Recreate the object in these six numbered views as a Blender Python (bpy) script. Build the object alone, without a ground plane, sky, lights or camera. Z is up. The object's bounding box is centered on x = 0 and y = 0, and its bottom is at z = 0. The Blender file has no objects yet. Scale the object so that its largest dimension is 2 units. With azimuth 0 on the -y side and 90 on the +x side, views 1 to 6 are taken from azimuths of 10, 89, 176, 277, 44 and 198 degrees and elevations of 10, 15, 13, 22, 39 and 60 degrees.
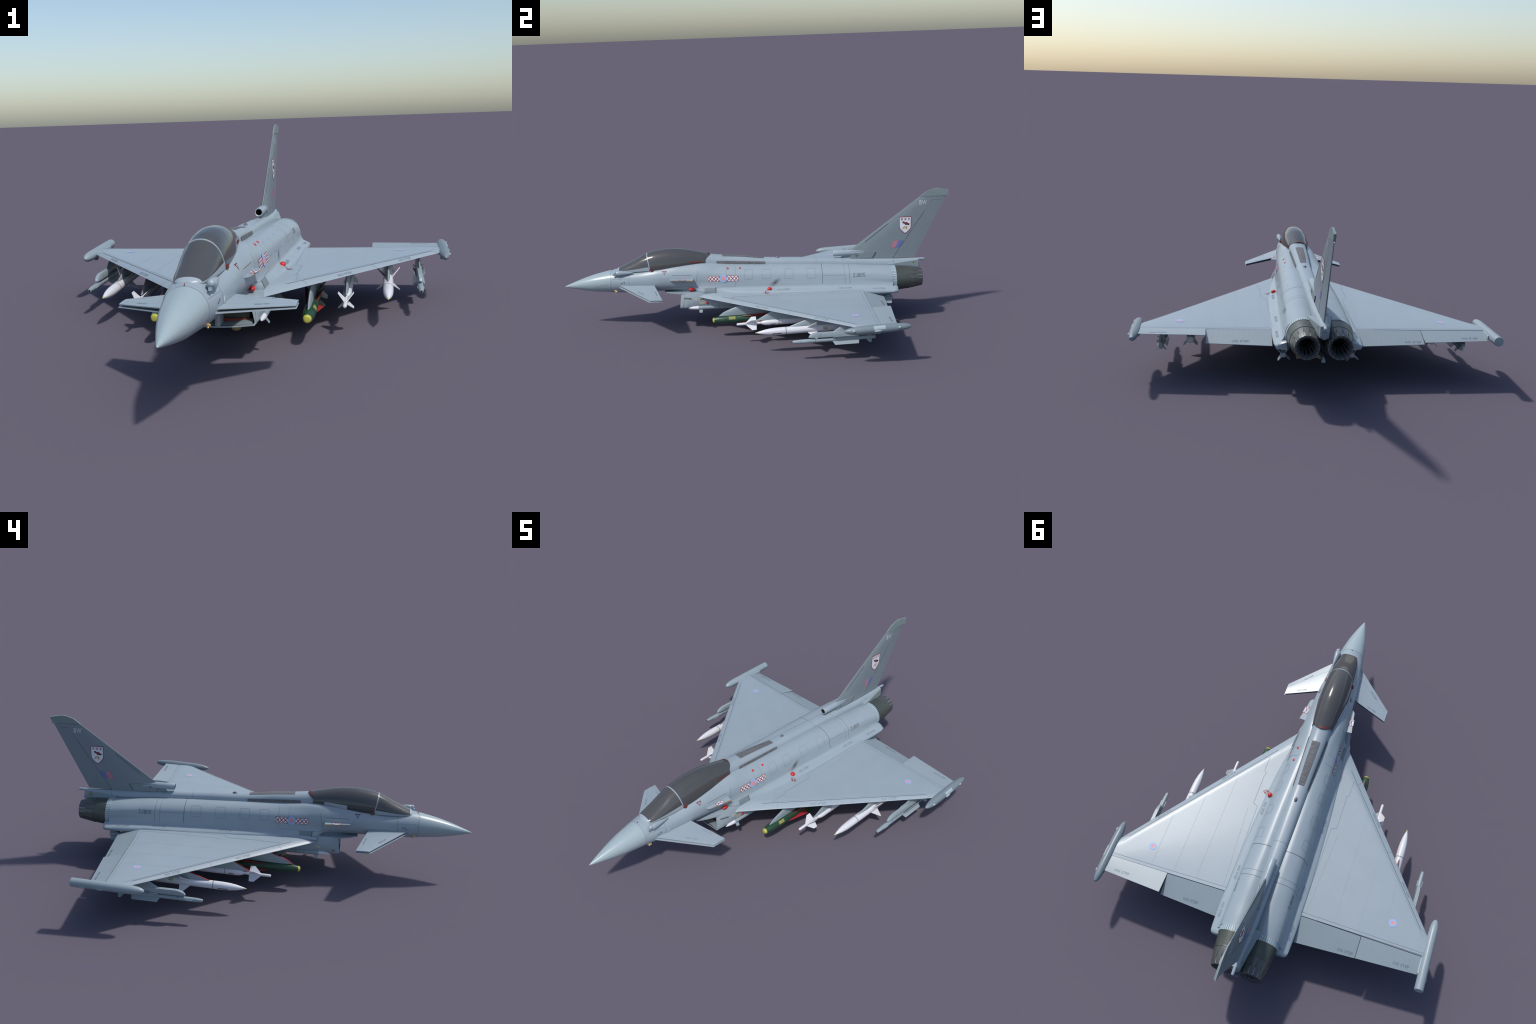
# Twin-engine canard-delta fighter jet with stores, built part by part.
import bpy, bmesh, math, random
from math import sin, cos, pi, radians, sqrt
from mathutils import Vector, Matrix
from mathutils.bvhtree import BVHTree

random.seed(7)
V = Vector

# ------------------------------------------------------------------ scene tree
ROOT = bpy.data.objects.new("fighter_jet", None)
bpy.context.scene.collection.objects.link(ROOT)
ROOT["label"] = "grey twin-engine delta-wing fighter jet carrying bombs and missiles"
ROOT["category"] = "fighter jet"


# ------------------------------------------------------------------ materials
def material(name, rgb, rough=0.4, metal=0.0, spec=0.5, noise=0.05, scale=40.0,
             coat=0.0, bump=0.0, stretch=(1, 1, 1)):
    m = bpy.data.materials.new(name)
    m.use_nodes = True
    nt = m.node_tree
    b = nt.nodes["Principled BSDF"]
    b.inputs["Roughness"].default_value = rough
    b.inputs["Metallic"].default_value = metal
    b.inputs["Specular IOR Level"].default_value = spec
    b.inputs["Coat Weight"].default_value = coat
    b.inputs["Coat Roughness"].default_value = 0.05
    tc = nt.nodes.new("ShaderNodeTexCoord")
    mp = nt.nodes.new("ShaderNodeMapping")
    mp.inputs["Scale"].default_value = stretch
    nt.links.new(tc.outputs["Object"], mp.inputs["Vector"])
    nz = nt.nodes.new("ShaderNodeTexNoise")
    nz.inputs["Scale"].default_value = scale
    nz.inputs["Detail"].default_value = 4
    nt.links.new(mp.outputs["Vector"], nz.inputs["Vector"])
    rp = nt.nodes.new("ShaderNodeValToRGB")
    rp.color_ramp.elements[0].position = 0.3
    rp.color_ramp.elements[1].position = 0.7
    rp.color_ramp.elements[0].color = [c * (1 - noise) for c in rgb] + [1]
    rp.color_ramp.elements[1].color = [min(1, c * (1 + noise)) for c in rgb] + [1]
    nt.links.new(nz.outputs["Fac"], rp.inputs["Fac"])
    nt.links.new(rp.outputs["Color"], b.inputs["Base Color"])
    if bump:
        bp = nt.nodes.new("ShaderNodeBump")
        bp.inputs["Strength"].default_value = bump
        bp.inputs["Distance"].default_value = 0.002
        nt.links.new(nz.outputs["Fac"], bp.inputs["Height"])
        nt.links.new(bp.outputs["Normal"], b.inputs["Normal"])
    m["ramp"] = rp.name
    return m


def add_fine_lines(m, axis_scale, strength=0.06, rot=0.0):
    """faint close-set skin lines, darker by `strength`, along one object axis"""
    nt = m.node_tree
    b = nt.nodes["Principled BSDF"]
    tc = nt.nodes.new("ShaderNodeTexCoord")
    mp = nt.nodes.new("ShaderNodeMapping")
    mp.inputs["Rotation"].default_value = (0, 0, rot)
    nt.links.new(tc.outputs["Object"], mp.inputs["Vector"])
    wv = nt.nodes.new("ShaderNodeTexWave")
    wv.bands_direction = 'X'
    wv.inputs["Scale"].default_value = axis_scale
    nt.links.new(mp.outputs["Vector"], wv.inputs["Vector"])
    rp = nt.nodes.new("ShaderNodeValToRGB")
    rp.color_ramp.elements[0].position = 0.0
    rp.color_ramp.elements[1].position = 0.03
    k = 1 - strength
    rp.color_ramp.elements[0].color = (k, k, k, 1)
    rp.color_ramp.elements[1].color = (1, 1, 1, 1)
    nt.links.new(wv.outputs["Color"], rp.inputs["Fac"])
    mx = nt.nodes.new("ShaderNodeMix")
    mx.data_type = 'RGBA'
    mx.blend_type = 'MULTIPLY'
    mx.inputs["Factor"].default_value = 1.0
    nt.links.new(nt.nodes[m["ramp"]].outputs["Color"], mx.inputs["A"])
    nt.links.new(rp.outputs["Color"], mx.inputs["B"])
    nt.links.new(mx.outputs["Result"], b.inputs["Base Color"])


def add_stain(m, centre, radii, rgb, amount, skew=0.0):
    """soft exhaust stain: an ellipsoidal mask around a point, y-z skewed"""
    nt = m.node_tree
    b = nt.nodes["Principled BSDF"]
    src = b.inputs["Base Color"].links[0].from_socket
    tc = nt.nodes.new("ShaderNodeTexCoord")
    mp = nt.nodes.new("ShaderNodeMapping")
    mp.vector_type = 'TEXTURE'
    mp.inputs["Location"].default_value = centre
    mp.inputs["Rotation"].default_value = (skew, 0, 0)
    mp.inputs["Scale"].default_value = radii
    nt.links.new(tc.outputs["Object"], mp.inputs["Vector"])
    gr = nt.nodes.new("ShaderNodeTexGradient")
    gr.gradient_type = 'QUADRATIC_SPHERE'
    nt.links.new(mp.outputs["Vector"], gr.inputs["Vector"])
    mu = nt.nodes.new("ShaderNodeMath")
    mu.operation = 'MULTIPLY'
    mu.inputs[1].default_value = amount
    nt.links.new(gr.outputs["Fac"], mu.inputs[0])
    mx = nt.nodes.new("ShaderNodeMix")
    mx.data_type = 'RGBA'
    nt.links.new(mu.outputs[0], mx.inputs["Factor"])
    nt.links.new(src, mx.inputs["A"])
    mx.inputs["B"].default_value = (*rgb, 1)
    nt.links.new(mx.outputs["Result"], b.inputs["Base Color"])


GREY = (0.300, 0.361, 0.404)
M_BODY = material("grey_skin", GREY, 0.35, noise=0.025, scale=14)
add_stain(M_BODY, (0.119, 0.092, 0.236), (0.035, 0.050, 0.020), (0.06, 0.06, 0.06), 1.3, radians(36))
M_RADOME = material("radome_paint", (0.320, 0.398, 0.425), 0.29, noise=0.03, scale=30, stretch=(1, 6, 1))
M_WING = material("wing_skin", GREY, 0.34, noise=0.02, scale=14)
add_fine_lines(M_WING, 16.0, 0.05, radians(98))
M_FLAP = material("flaperon_skin", (0.282, 0.340, 0.372), 0.42, noise=0.02, scale=14)
add_fine_lines(M_FLAP, 16.0, 0.07)
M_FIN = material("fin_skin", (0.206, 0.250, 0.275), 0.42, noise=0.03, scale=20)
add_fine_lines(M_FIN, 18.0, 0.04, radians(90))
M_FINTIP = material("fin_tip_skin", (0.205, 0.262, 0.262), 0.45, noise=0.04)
M_PATCH = material("dark_grey_patch", (0.175, 0.215, 0.235), 0.5)
M_ANTISKID = material("walkway_grey", (0.125, 0.128, 0.135), 0.8, noise=0.35, scale=60, stretch=(1, 5, 1))
M_LINE = material("panel_line", (0.150, 0.205, 0.265), 0.6)
M_GAP = material("panel_gap", (0.035, 0.04, 0.045), 0.7)
M_LITE = material("light_seal", (0.36, 0.44, 0.475), 0.45)
M_OLIVE = material("nozzle_shroud", (0.085, 0.100, 0.088), 0.42, metal=0.35, noise=0.08, scale=25)
M_PETAL = material("nozzle_petal", (0.120, 0.125, 0.120), 0.38, metal=0.5, noise=0.12, scale=30, stretch=(1, 0.3, 1))
M_SOOT = material("soot", (0.012, 0.012, 0.014), 0.8, noise=0.3)
M_LINER = material("nozzle_liner", (0.045, 0.052, 0.062), 0.6, noise=0.2)
M_SEAL = material("seal_strip", (0.42, 0.43, 0.42), 0.4, metal=0.3)
M_FLAPIN = material("throat_flap_bronze", (0.075, 0.08, 0.08), 0.55, noise=0.4, scale=60)
M_GLASS = material("tinted_canopy", (0.072, 0.074, 0.077), 0.11, noise=0.02, spec=0.5, coat=0.0)
M_RED = material("red_cover", (0.55, 0.018, 0.016), 0.45)
M_DRED = material("dark_red", (0.16, 0.028, 0.022), 0.6, noise=0.1)
M_MARKRED = material("marking_red", (0.25, 0.030, 0.036), 0.5)
M_WHITE = material("store_white", (0.66, 0.665, 0.70), 0.4, noise=0.03)
M_MARKWHITE = material("marking_white", (0.72, 0.74, 0.80), 0.5)
M_PINK = material("pale_red", (0.66, 0.28, 0.29), 0.5)
M_FLASHRED = material("flash_red", (0.50, 0.20, 0.25), 0.5)
M_FLASHBLUE = material("flash_blue", (0.14, 0.185, 0.42), 0.5)
M_BLUE = material("pale_blue", (0.27, 0.43, 0.70), 0.5)
M_DBLUE = material("deep_blue", (0.10, 0.15, 0.38), 0.5)
M_LETTER = material("letter_grey", (0.185, 0.235, 0.275), 0.5)
M_STEP = material("letter_pale_grey", (0.195, 0.250, 0.300), 0.5)
M_SERIAL = material("serial_grey", (0.12, 0.135, 0.145), 0.5)
M_LITELETTER = material("letter_light", (0.50, 0.56, 0.60), 0.5)
M_GREEN = material("bomb_green", (0.020, 0.062, 0.032), 0.35, noise=0.12)
M_YELLOW = material("bomb_yellow", (0.42, 0.42, 0.065), 0.5)
M_DULLYEL = material("dull_yellow", (0.33, 0.33, 0.09), 0.5)
M_BOMBRED = material("bomb_red", (0.33, 0.02, 0.025), 0.5)
M_MISSILE = material("missile_grey", (0.270, 0.332, 0.362), 0.4, noise=0.03)
M_POD = material("pod_grey", (0.185, 0.230, 0.258), 0.38, noise=0.03)
M_DARKSTORE = material("shade_darkened_store", (0.055, 0.06, 0.05), 0.5)  # near-black base colour carries the belly shade on the centre-line store
M_TAN = material("tan_paint", (0.40, 0.32, 0.19), 0.55, noise=0.05)
M_BRASS = material("brass_probe", (0.60, 0.43, 0.17), 0.4, metal=0.3)
M_CREAM = material("cream_label", (0.50, 0.48, 0.33), 0.5)
M_AMBER = material("amber_light", (0.60, 0.33, 0.07), 0.4)
M_TYPE = material("type_block", (0.16, 0.165, 0.17), 0.5, noise=0.5, scale=500)
M_DUCT = material("intake_duct", (0.035, 0.045, 0.042), 0.6)


# ------------------------------------------------------------------ mesh helpers
def finish(name, verts, faces, mat, parent=None, angle=35, recalc=True, smooth=True, stuff=False):
    me = bpy.data.meshes.new(name)
    me.from_pydata([tuple(v) for v in verts], [], faces)
    bm = bmesh.new()
    bm.from_mesh(me)
    bmesh.ops.remove_doubles(bm, verts=bm.verts, dist=1e-6)
    bmesh.ops.dissolve_degenerate(bm, edges=bm.edges, dist=1e-7)
    if recalc:
        bmesh.ops.recalc_face_normals(bm, faces=bm.faces)
    bm.to_mesh(me)
    bm.free()
    for p in me.polygons:
        p.use_smooth = smooth
    if smooth:
        me.set_sharp_from_angle(angle=radians(angle))
    me.materials.append(mat)
    ob = bpy.data.objects.new(name, me)
    bpy.context.scene.collection.objects.link(ob)
    ob.parent = parent or ROOT
    if stuff:
        ob["kind"] = "stuff"
    return ob


def instance(ob, matrix, parent=None, name=None):
    o = ob.copy()
    o.matrix_world = matrix
    bpy.context.scene.collection.objects.link(o)
    o.parent = parent or ob.parent
    return o


def loft(rings, closed=True, cap0=True, cap1=True):
    """rings: list of equal-length point lists"""
    n = len(rings[0])
    verts = [p for r in rings for p in r]
    faces = []
    for i in range(len(rings) - 1):
        for j in range(n if closed else n - 1):
            k = (j + 1) % n
            faces.append((i * n + j, i * n + k, (i + 1) * n + k, (i + 1) * n + j))
    if cap0:
        faces.append(tuple(range(n)))
    if cap1:
        faces.append(tuple((len(rings) - 1) * n + j for j in range(n)))
    return verts, faces


def join(*parts):
    verts, faces = [], []
    for v, f in parts:
        o = len(verts)
        verts += list(v)
        faces += [tuple(i + o for i in q) for q in f]
    return verts, faces


def xform(part, mat):
    return [mat @ V(v) for v in part[0]], part[1]


def revolve(profile, n=32, sx=1.0, sz=1.0, caps=True):
    """profile of (y, radius) turned about the y axis"""
    rings = [[V((r * sx * cos(2 * pi * j / n), y, r * sz * sin(2 * pi * j / n))) for j in range(n)] for y, r in profile]
    return loft(rings, cap0=caps, cap1=caps)


def box(x0, x1, y0, y1, z0, z1):
    v = [V((x, y, z)) for x in (x0, x1) for y in (y0, y1) for z in (z0, z1)]
    f = [(0, 1, 3, 2), (4, 6, 7, 5), (0, 4, 5, 1), (2, 3, 7, 6), (0, 2, 6, 4), (1, 5, 7, 3)]
    return v, f


def prism(poly, vec):
    """extrude a planar polygon by vec"""
    n = len(poly)
    v = [V(p) for p in poly] + [V(p) + V(vec) for p in poly]
    f = [tuple(range(n)), tuple(range(2 * n - 1, n - 1, -1))]
    f += [(i, (i + 1) % n, n + (i + 1) % n, n + i) for i in range(n)]
    return v, f


def interp(xs, ys, x):
    """smooth monotone cubic (PCHIP) through control points"""
    if x <= xs[0]:
        return ys[0]
    if x >= xs[-1]:
        return ys[-1]
    n = len(xs)
    h = [xs[i + 1] - xs[i] for i in range(n - 1)]
    d = [(ys[i + 1] - ys[i]) / h[i] for i in range(n - 1)]

    def slope(i):
        if i == 0:
            return d[0]
        if i == n - 1:
            return d[-1]
        if d[i - 1] * d[i] <= 0:
            return 0.0
        w1, w2 = 2 * h[i] + h[i - 1], h[i] + 2 * h[i - 1]
        return (w1 + w2) / (w1 / d[i - 1] + w2 / d[i])
    i = max(k for k in range(n - 1) if xs[k] <= x)
    t = (x - xs[i]) / h[i]
    m0, m1 = slope(i) * h[i], slope(i + 1) * h[i]
    return ((2 * t ** 3 - 3 * t ** 2 + 1) * ys[i] + (t ** 3 - 2 * t ** 2 + t) * m0
            + (-2 * t ** 3 + 3 * t ** 2) * ys[i + 1] + (t ** 3 - t ** 2) * m1)


def catmull(p, per=4):
    """open Catmull-Rom through 2D points, end tangents mirrored about x = 0"""
    q = [(-p[1][0], p[1][1])] + list(p) + [(-p[-2][0], p[-2][1])]
    out = []
    for i in range(1, len(q) - 2):
        for k in range(per):
            t = k / per
            a, b, c, d = q[i - 1], q[i], q[i + 1], q[i + 2]
            out.append(tuple(0.5 * (2 * b[j] + (c[j] - a[j]) * t + (2 * a[j] - 5 * b[j] + 4 * c[j] - d[j]) * t * t
                                    + (3 * b[j] - a[j] - 3 * c[j] + d[j]) * t ** 3) for j in (0, 1)))
    out.append(tuple(p[-1]))
    return out


# ------------------------------------------------------------------ fuselage
def ell(c, rx, rz, n=13, e=2.0):
    pts = []
    for i in range(n):
        a = pi * i / (n - 1)
        s, k = sin(a), cos(a)
        pts.append((rx * abs(s) ** (2 / e), c + rz * math.copysign(abs(k) ** (2 / e), k)))
    return pts


# half sections, top centre to bottom centre, by station y
STATIONS = {
    -1.000: ell(0.2256, 0.0006, 0.0006),
    -0.992: ell(0.2262, 0.0040, 0.0040),
    -0.970: ell(0.2283, 0.0112, 0.0112),
    -0.920: ell(0.2330, 0.0258, 0.0258),
    -0.880: ell(0.2365, 0.0362, 0.0362),
    -0.840: ell(0.2395, 0.0450, 0.0452),
    -0.790: ell(0.2435, 0.0535, 0.0530),
    -0.752: ell(0.2460, 0.0595, 0.0585),
    -0.700: ell(0.2480, 0.0690, 0.0635),
    -0.600: ell(0.2505, 0.0785, 0.0645, e=2.15),
    -0.500: [(0, .316), (.030, .318), (.056, .316), (.074, .301), (.0845, .280), (.0868, .260), (.0855, .243),
             (.0805, .227), (.0710, .212), (.057, .201), (.039, .194), (.020, .191), (0, .190)],
    -0.400: [(0, .330), (.030, .331), (.060, .327), (.078, .309), (.0900, .285), (.0935, .262), (.0930, .245),
             (.0890, .229), (.0800, .215), (.065, .204), (.045, .198), (.022, .195), (0, .194)],
    -0.325: [(0, .335), (.030, .335), (.060, .330), (.079, .312), (.0925, .289), (.0975, .264), (.0985, .246),
             (.0965, .228), (.0900, .212), (.075, .201), (.050, .195), (.025, .192), (0, .192)],
    -0.290: [(0, .336), (.030, .336), (.060, .331), (.079, .313), (.0930, .290), (.0985, .265), (.1000, .246),
             (.1035, .226), (.1130, .207), (.110, .192), (.080, .186), (.040, .185), (0, .185)],
    -0.200: [(0, .330), (.030, .330), (.058, .324), (.078, .308), (.0950, .288), (.1025, .264), (.1050, .245),
             (.1090, .224), (.1200, .204), (.124, .185), (.115, .150), (.055, .140), (0, .140)],
    -0.100: [(0, .320), (.030, .320), (.056, .316), (.080, .302), (.0980, .283), (.1060, .260), (.1095, .238),
             (.1150, .215), (.1350, .1985), (.138, .178), (.128, .130), (.060, .116), (0, .114)],
    0.050: [(0, .309), (.030, .312), (.056, .311), (.083, .299), (.1010, .280), (.1090, .257), (.1135, .235),
            (.1200, .212), (.1480, .1975), (.149, .176), (.132, .130), (.060, .117), (0, .115)],
    0.200: [(0, .302), (.030, .306), (.056, .307), (.086, .296), (.1050, .277), (.1130, .255), (.1180, .232),
            (.1255, .209), (.1570, .1955), (.157, .174), (.134, .131), (.060, .119), (0, .117)],
    0.330: [(0, .294), (.030, .301), (.056, .303), (.088, .2925), (.1085, .275), (.1165, .254), (.1220, .230),
            (.1305, .207), (.1630, .1935), (.161, .173), (.134, .136), (.062, .123), (0, .122)],
    0.500: [(0, .276), (.030, .291), (.057, .295), (.090, .286), (.1115, .269), (.1200, .248), (.1250, .225),
            (.1345, .203), (.1650, .1905), (.163, .171), (.130, .146), (.064, .133), (0, .140)],
    0.600: [(0, .262), (.030, .282), (.058, .287), (.091, .279), (.1140, .262), (.1225, .241), (.1265, .219),
            (.1365, .199), (.1650, .1865), (.162, .167), (.122, .152), (.064, .141), (0, .155)],
    0.655: [(0, .257), (.030, .2780), (.058, .2840), (.091, .2755), (.1145, .2575), (.1240, .236), (.1270, .215),
            (.1380, .196), (.1640, .1825), (.160, .166), (.116, .157), (.062, .148), (0, .165)],
    0.692: [(0, .252), (.030, .2750), (.058, .2815), (.091, .2730), (.1150, .254), (.1250, .232), (.1275, .212),
            (.1390, .193), (.1630, .1795), (.159, .170), (.118, .172), (.062, .170), (0, .180)],
}
YS = sorted(STATIONS)
NP = 13


def body_section(y):
    half = [(interp(YS, [STATIONS[k][i][0] for k in YS], y), interp(YS, [STATIONS[k][i][1] for k in YS], y))
            for i in range(NP)]
    half = catmull(half, 5)
    right = [V((max(0, x), y, z)) for x, z in half]
    left = [V((-p.x, y, p.z)) for p in right[-2:0:-1]]
    return right + left


def frange(a, b, n):
    return [a + (b - a) * i / n for i in range(n + 1)]


CUTS = [(-1.0, -0.752, "radome", M_RADOME, 30), (-0.752, -0.335, "cockpit_section", M_BODY, 48),
        (-0.335, 0.333, "fuselage", M_BODY, 60), (0.333, 0.692, "engine_bay", M_BODY, 36)]
body_parts = {}
full_ys = []
for a, b, *_, n in CUTS:
    full_ys += frange(a, b, n)[(1 if full_ys else 0):]
rings = [body_section(y) for y in full_ys]
wv, wf = loft(rings)
whole = bpy.data.meshes.new("whole")
whole.from_pydata([tuple(v) for v in wv], [], wf)
bm = bmesh.new(); bm.from_mesh(whole); bmesh.ops.recalc_face_normals(bm, faces=bm.faces[:]); bm.to_mesh(whole); bm.free()
wnorm = [V(v.normal) for v in whole.vertices]
BODY_BVH = BVHTree.FromPolygons([v.co.copy() for v in whole.vertices], [tuple(p.vertices) for p in whole.polygons])
nring = len(rings[0])
for a, b, name, mat, n in CUTS:
    ids = [i for i, y in enumerate(full_ys) if a - 1e-9 <= y <= b + 1e-9]
    vv = [wv[i * nring + j] for i in ids for j in range(nring)]
    nn = [wnorm[i * nring + j] for i in ids for j in range(nring)]
    ff = []
    for i in range(len(ids) - 1):
        for j in range(nring):
            k = (j + 1) % nring
            ff.append((i * nring + k, i * nring + j, (i + 1) * nring + j, (i + 1) * nring + k))
    if b > 0.69:
        ff.append(tuple((len(ids) - 1) * nring + j for j in range(nring)))
    me = bpy.data.meshes.new(name)
    me.from_pydata([tuple(v) for v in vv], [], ff)
    me.materials.append(mat)
    # face winding outwards
    c = me.polygons[0]
    if V(c.normal).dot(nn[c.vertices[0]]) < 0:
        me.flip_normals()
    for p in me.polygons:
        p.use_smooth = True
    if b <= 0.69:
        me.normals_split_custom_set_from_vertices([tuple(x) for x in nn])
    else:
        me.set_sharp_from_angle(angle=radians(40))
    ob = bpy.data.objects.new(name, me)
    bpy.context.scene.collection.objects.link(ob)
    ob.parent = ROOT
    body_parts[name] = ob
bpy.data.meshes.remove(whole)

# rounded tail ends of the wing-root shelves
for s in (1, -1):
    sec = [(.122, .1965), (.1385, .1925), (.163, .1800), (.1635, .1740), (.159, .1650), (.118, .1600)]
    rr = []
    for y, k in ((.66, 1.0), (.700, 1.0), (.711, .93), (.7165, .80)):
        rr.append([V((s * (.118 + (x - .118) * k), y, .178 + (z - .178) * k)) for x, z in sec])
    finish("shelf_tip", *loft(rr), M_BODY, angle=50)

# ------------------------------------------------------------------ dorsal spine
SP_Y = [-0.290, -0.250, -0.200, -0.075, 0.040, 0.233, 0.366, 0.500, 0.667, 0.780, 0.845]
SP_T = [0.3812, 0.3712, 0.3640, 0.3540, 0.3395, 0.3310, 0.3240, 0.3165, 0.3080, 0.3040, 0.3020]
SP_W = [0.0482, 0.0446, 0.0430, 0.0390, 0.0355, 0.0325, 0.0300, 0.0280, 0.0250, 0.0190, 0.0150]
SP_B = [0.3150, 0.3150, 0.3150, 0.3100, 0.3050, 0.3000, 0.2950, 0.2850, 0.2700, 0.2600, 0.2540]


def spine_ring(y):
    t, w, b = (interp(SP_Y, a, y) for a in (SP_T, SP_W, SP_B))
    pts = []
    for i in range(25):
        a = pi * i / 24
        e = 2.5
        pts.append(V((w * math.copysign(abs(cos(a)) ** (2 / e), cos(a)), y, b + (t - b) * sin(a) ** (2 / e))))
    return pts


v, f = loft([spine_ring(y) for y in frange(-0.290, 0.845, 64)])
spine = finish("dorsal_spine", v, f, M_BODY, angle=50)
SPINE_BVH = BVHTree.FromPolygons([V(p) for p in v], f)

# tapering plate under the spine tail, over the nozzles
pl = [(.047, .690, .2845), (.0150, .842, .2640), (.0150, .842, .2560), (.047, .690, .2700)]
ring0 = [V((s * x, y, z)) for (x, y, z), s in [((.047, .68, .2855), 1), ((.026, .68, .286), 1), ((.026, .68, .286), -1),
                                              ((.047, .68, .2855), -1), ((.047, .68, .262), -1), ((.047, .68, .262), 1)]]
ring1 = [V((s * x, y, z)) for (x, y, z), s in [((.0160, .846, .2645), 1), ((.0148, .846, .296), 1), ((.0148, .846, .296), -1),
                                              ((.0160, .846, .2645), -1), ((.0160, .846, .254), -1), ((.0160, .846, .254), 1)]]
finish("tail_fairing", *loft([ring0, ring1]), M_MISSILE, angle=30)
finish("tail_pod", *xform(revolve([(.76, .004), (.775, .013), (.845, .0158), (.851, .0135), (.853, .006)], 24),
                          Matrix.Translation((0, 0, .2630))), M_POD)
finish("fuel_vent_pipe", *xform(revolve([(.79, .0045), (.80, .0062), (.874, .0062), (.879, .0045), (.880, .002)], 20),
                                Matrix.Translation((0, 0, .2965))), M_BODY)
finish("arrestor_hook", *join(box(-.004, .004, .70, .845, .174, .182), box(-.0065, .0065, .838, .848, .164, .176)), M_POD)

# walkway panels on and beside the spine
def spine_patch(name, y0, y1, a0, a1, mat, off=0.0012, ny=24, na=10):
    verts, faces = [], []
    for i in range(ny + 1):
        y = y0 + (y1 - y0) * i / ny
        for j in range(na + 1):
            a = radians(a0 + (a1 - a0) * j / na)
            d = V((cos(a), 0, sin(a)))
            o = V((0, y, interp(SP_Y, SP_B, y)))
            h = SPINE_BVH.ray_cast(o + d * 0.3, -d)
            p = h[0] if h[0] else o
            nrm = h[1] if h[0] and h[1].dot(d) > 0 else (-h[1] if h[0] else d)
            verts.append(p + nrm * off)
    n = na + 1
    for i in range(ny):
        for j in range(na):
            faces.append((i * n + j, i * n + j + 1, (i + 1) * n + j + 1, (i + 1) * n + j))
    return finish(name, verts, faces, mat, spine, recalc=False)


spine_patch("walkway", -0.175, 0.040, 68, 112, M_ANTISKID)
for s in (1, -1):
    a0, a1 = (16, 33) if s > 0 else (180 - 16, 180 - 33)
    spine_patch("side_vent", -0.205, 0.045, a0, a1, M_ANTISKID, 0.0016)
finish("beacon", *xform(revolve([(-.012, .001), (-.008, .005), (0, .007), (.007, .005), (.011, .001)], 16),
                        Matrix.Translation((0, .111, .3365))), material("beacon_glass", (.14, .13, .15), .25))

# ------------------------------------------------------------------ canopy
CN_Y = [-0.724, -0.716, -0.697, -0.640, -0.557, -0.500, -0.447, -0.400, -0.340, -0.290, -0.235]
CN_T = [0.3080, 0.3140, 0.3232, 0.3500, 0.3905, 0.4025, 0.4065, 0.4045, 0.3950, 0.3840, 0.3700]
CN_W = [0.0120, 0.0280, 0.0400, 0.0505, 0.0590, 0.0630, 0.0640, 0.0625, 0.0560, 0.0500, 0.0435]
CN_B = [0.3030, 0.3030, 0.3030, 0.3040, 0.3080, 0.3120, 0.3170, 0.3220, 0.3300, 0.3330, 0.3300]


def canopy_ring(y, grow=0.0, a0=0.0, a1=180.0, n=28):
    t, w, b = (interp(CN_Y, a, y) for a in (CN_T, CN_W, CN_B))
    e = 2.15
    out = []
    for i in range(n + 1):
        a = radians(a0 + (a1 - a0) * i / n)
        c, s = cos(a), sin(a)
        out.append(V(((w + grow) * math.copysign(abs(c) ** (2 / e), c), y, b + (t + grow - b) * max(0, s) ** (2 / e))))
    return out


def slanted(ring, y_top, y_base):
    """lean a ring so that its crown sits at y_top and its foot at y_base"""
    z0, z1 = min(p.z for p in ring), max(p.z for p in ring)
    return [V((p.x, y_base + (y_top - y_base) * (p.z - z0) / max(1e-6, z1 - z0), p.z)) for p in ring]


FR_T, FR_B = -0.562, -0.545
front = [canopy_ring(y) for y in [-0.724, -0.7225, -0.720] + frange(-0.716, -0.59, 18)] + [slanted(canopy_ring(-0.562), FR_T, FR_B)]
finish("windscreen", *loft(front), M_GLASS, angle=60)
rear = [slanted(canopy_ring(-0.558), FR_T + .003, FR_B + .003)] + [canopy_ring(y) for y in frange(-0.535, -0.262, 32)] + \
       [slanted(canopy_ring(-0.245), -0.238, -0.285)]
canopy = finish("canopy", *loft(rear), M_GLASS, angle=60)
hoop = []
for dy, g in ((-.0022, -.004), (-.0022, .0007), (.0022, .0007), (.0022, -.004)):
    hoop.append(slanted(canopy_ring(-0.560 + dy, g, 3, 177), FR_T + dy, FR_B + dy))
finish("canopy_frame", *loft(hoop + [hoop[0]], closed=False, cap0=False, cap1=False), M_BODY, canopy, angle=40)
# sealing strip at the back of the canopy, and rails along the sill
strip = []
for dy, g in ((-.009, .0012), (.001, .0014)):
    strip.append(slanted(canopy_ring(-0.247 + dy, g, 82, 168), -0.239 + dy, -0.287 + dy))
finish("canopy_seal", *loft(strip, closed=False, cap0=False, cap1=False), M_DRED, canopy, recalc=False)


def sill(y0, y1, a0, a1, mat, name, g=.0014):
    r = [canopy_ring(y, g, a0, a1, 24) for y in frange(y0, y1, 20)]
    finish(name, *loft(r, closed=False, cap0=False, cap1=False), mat, canopy, recalc=False)


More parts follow.
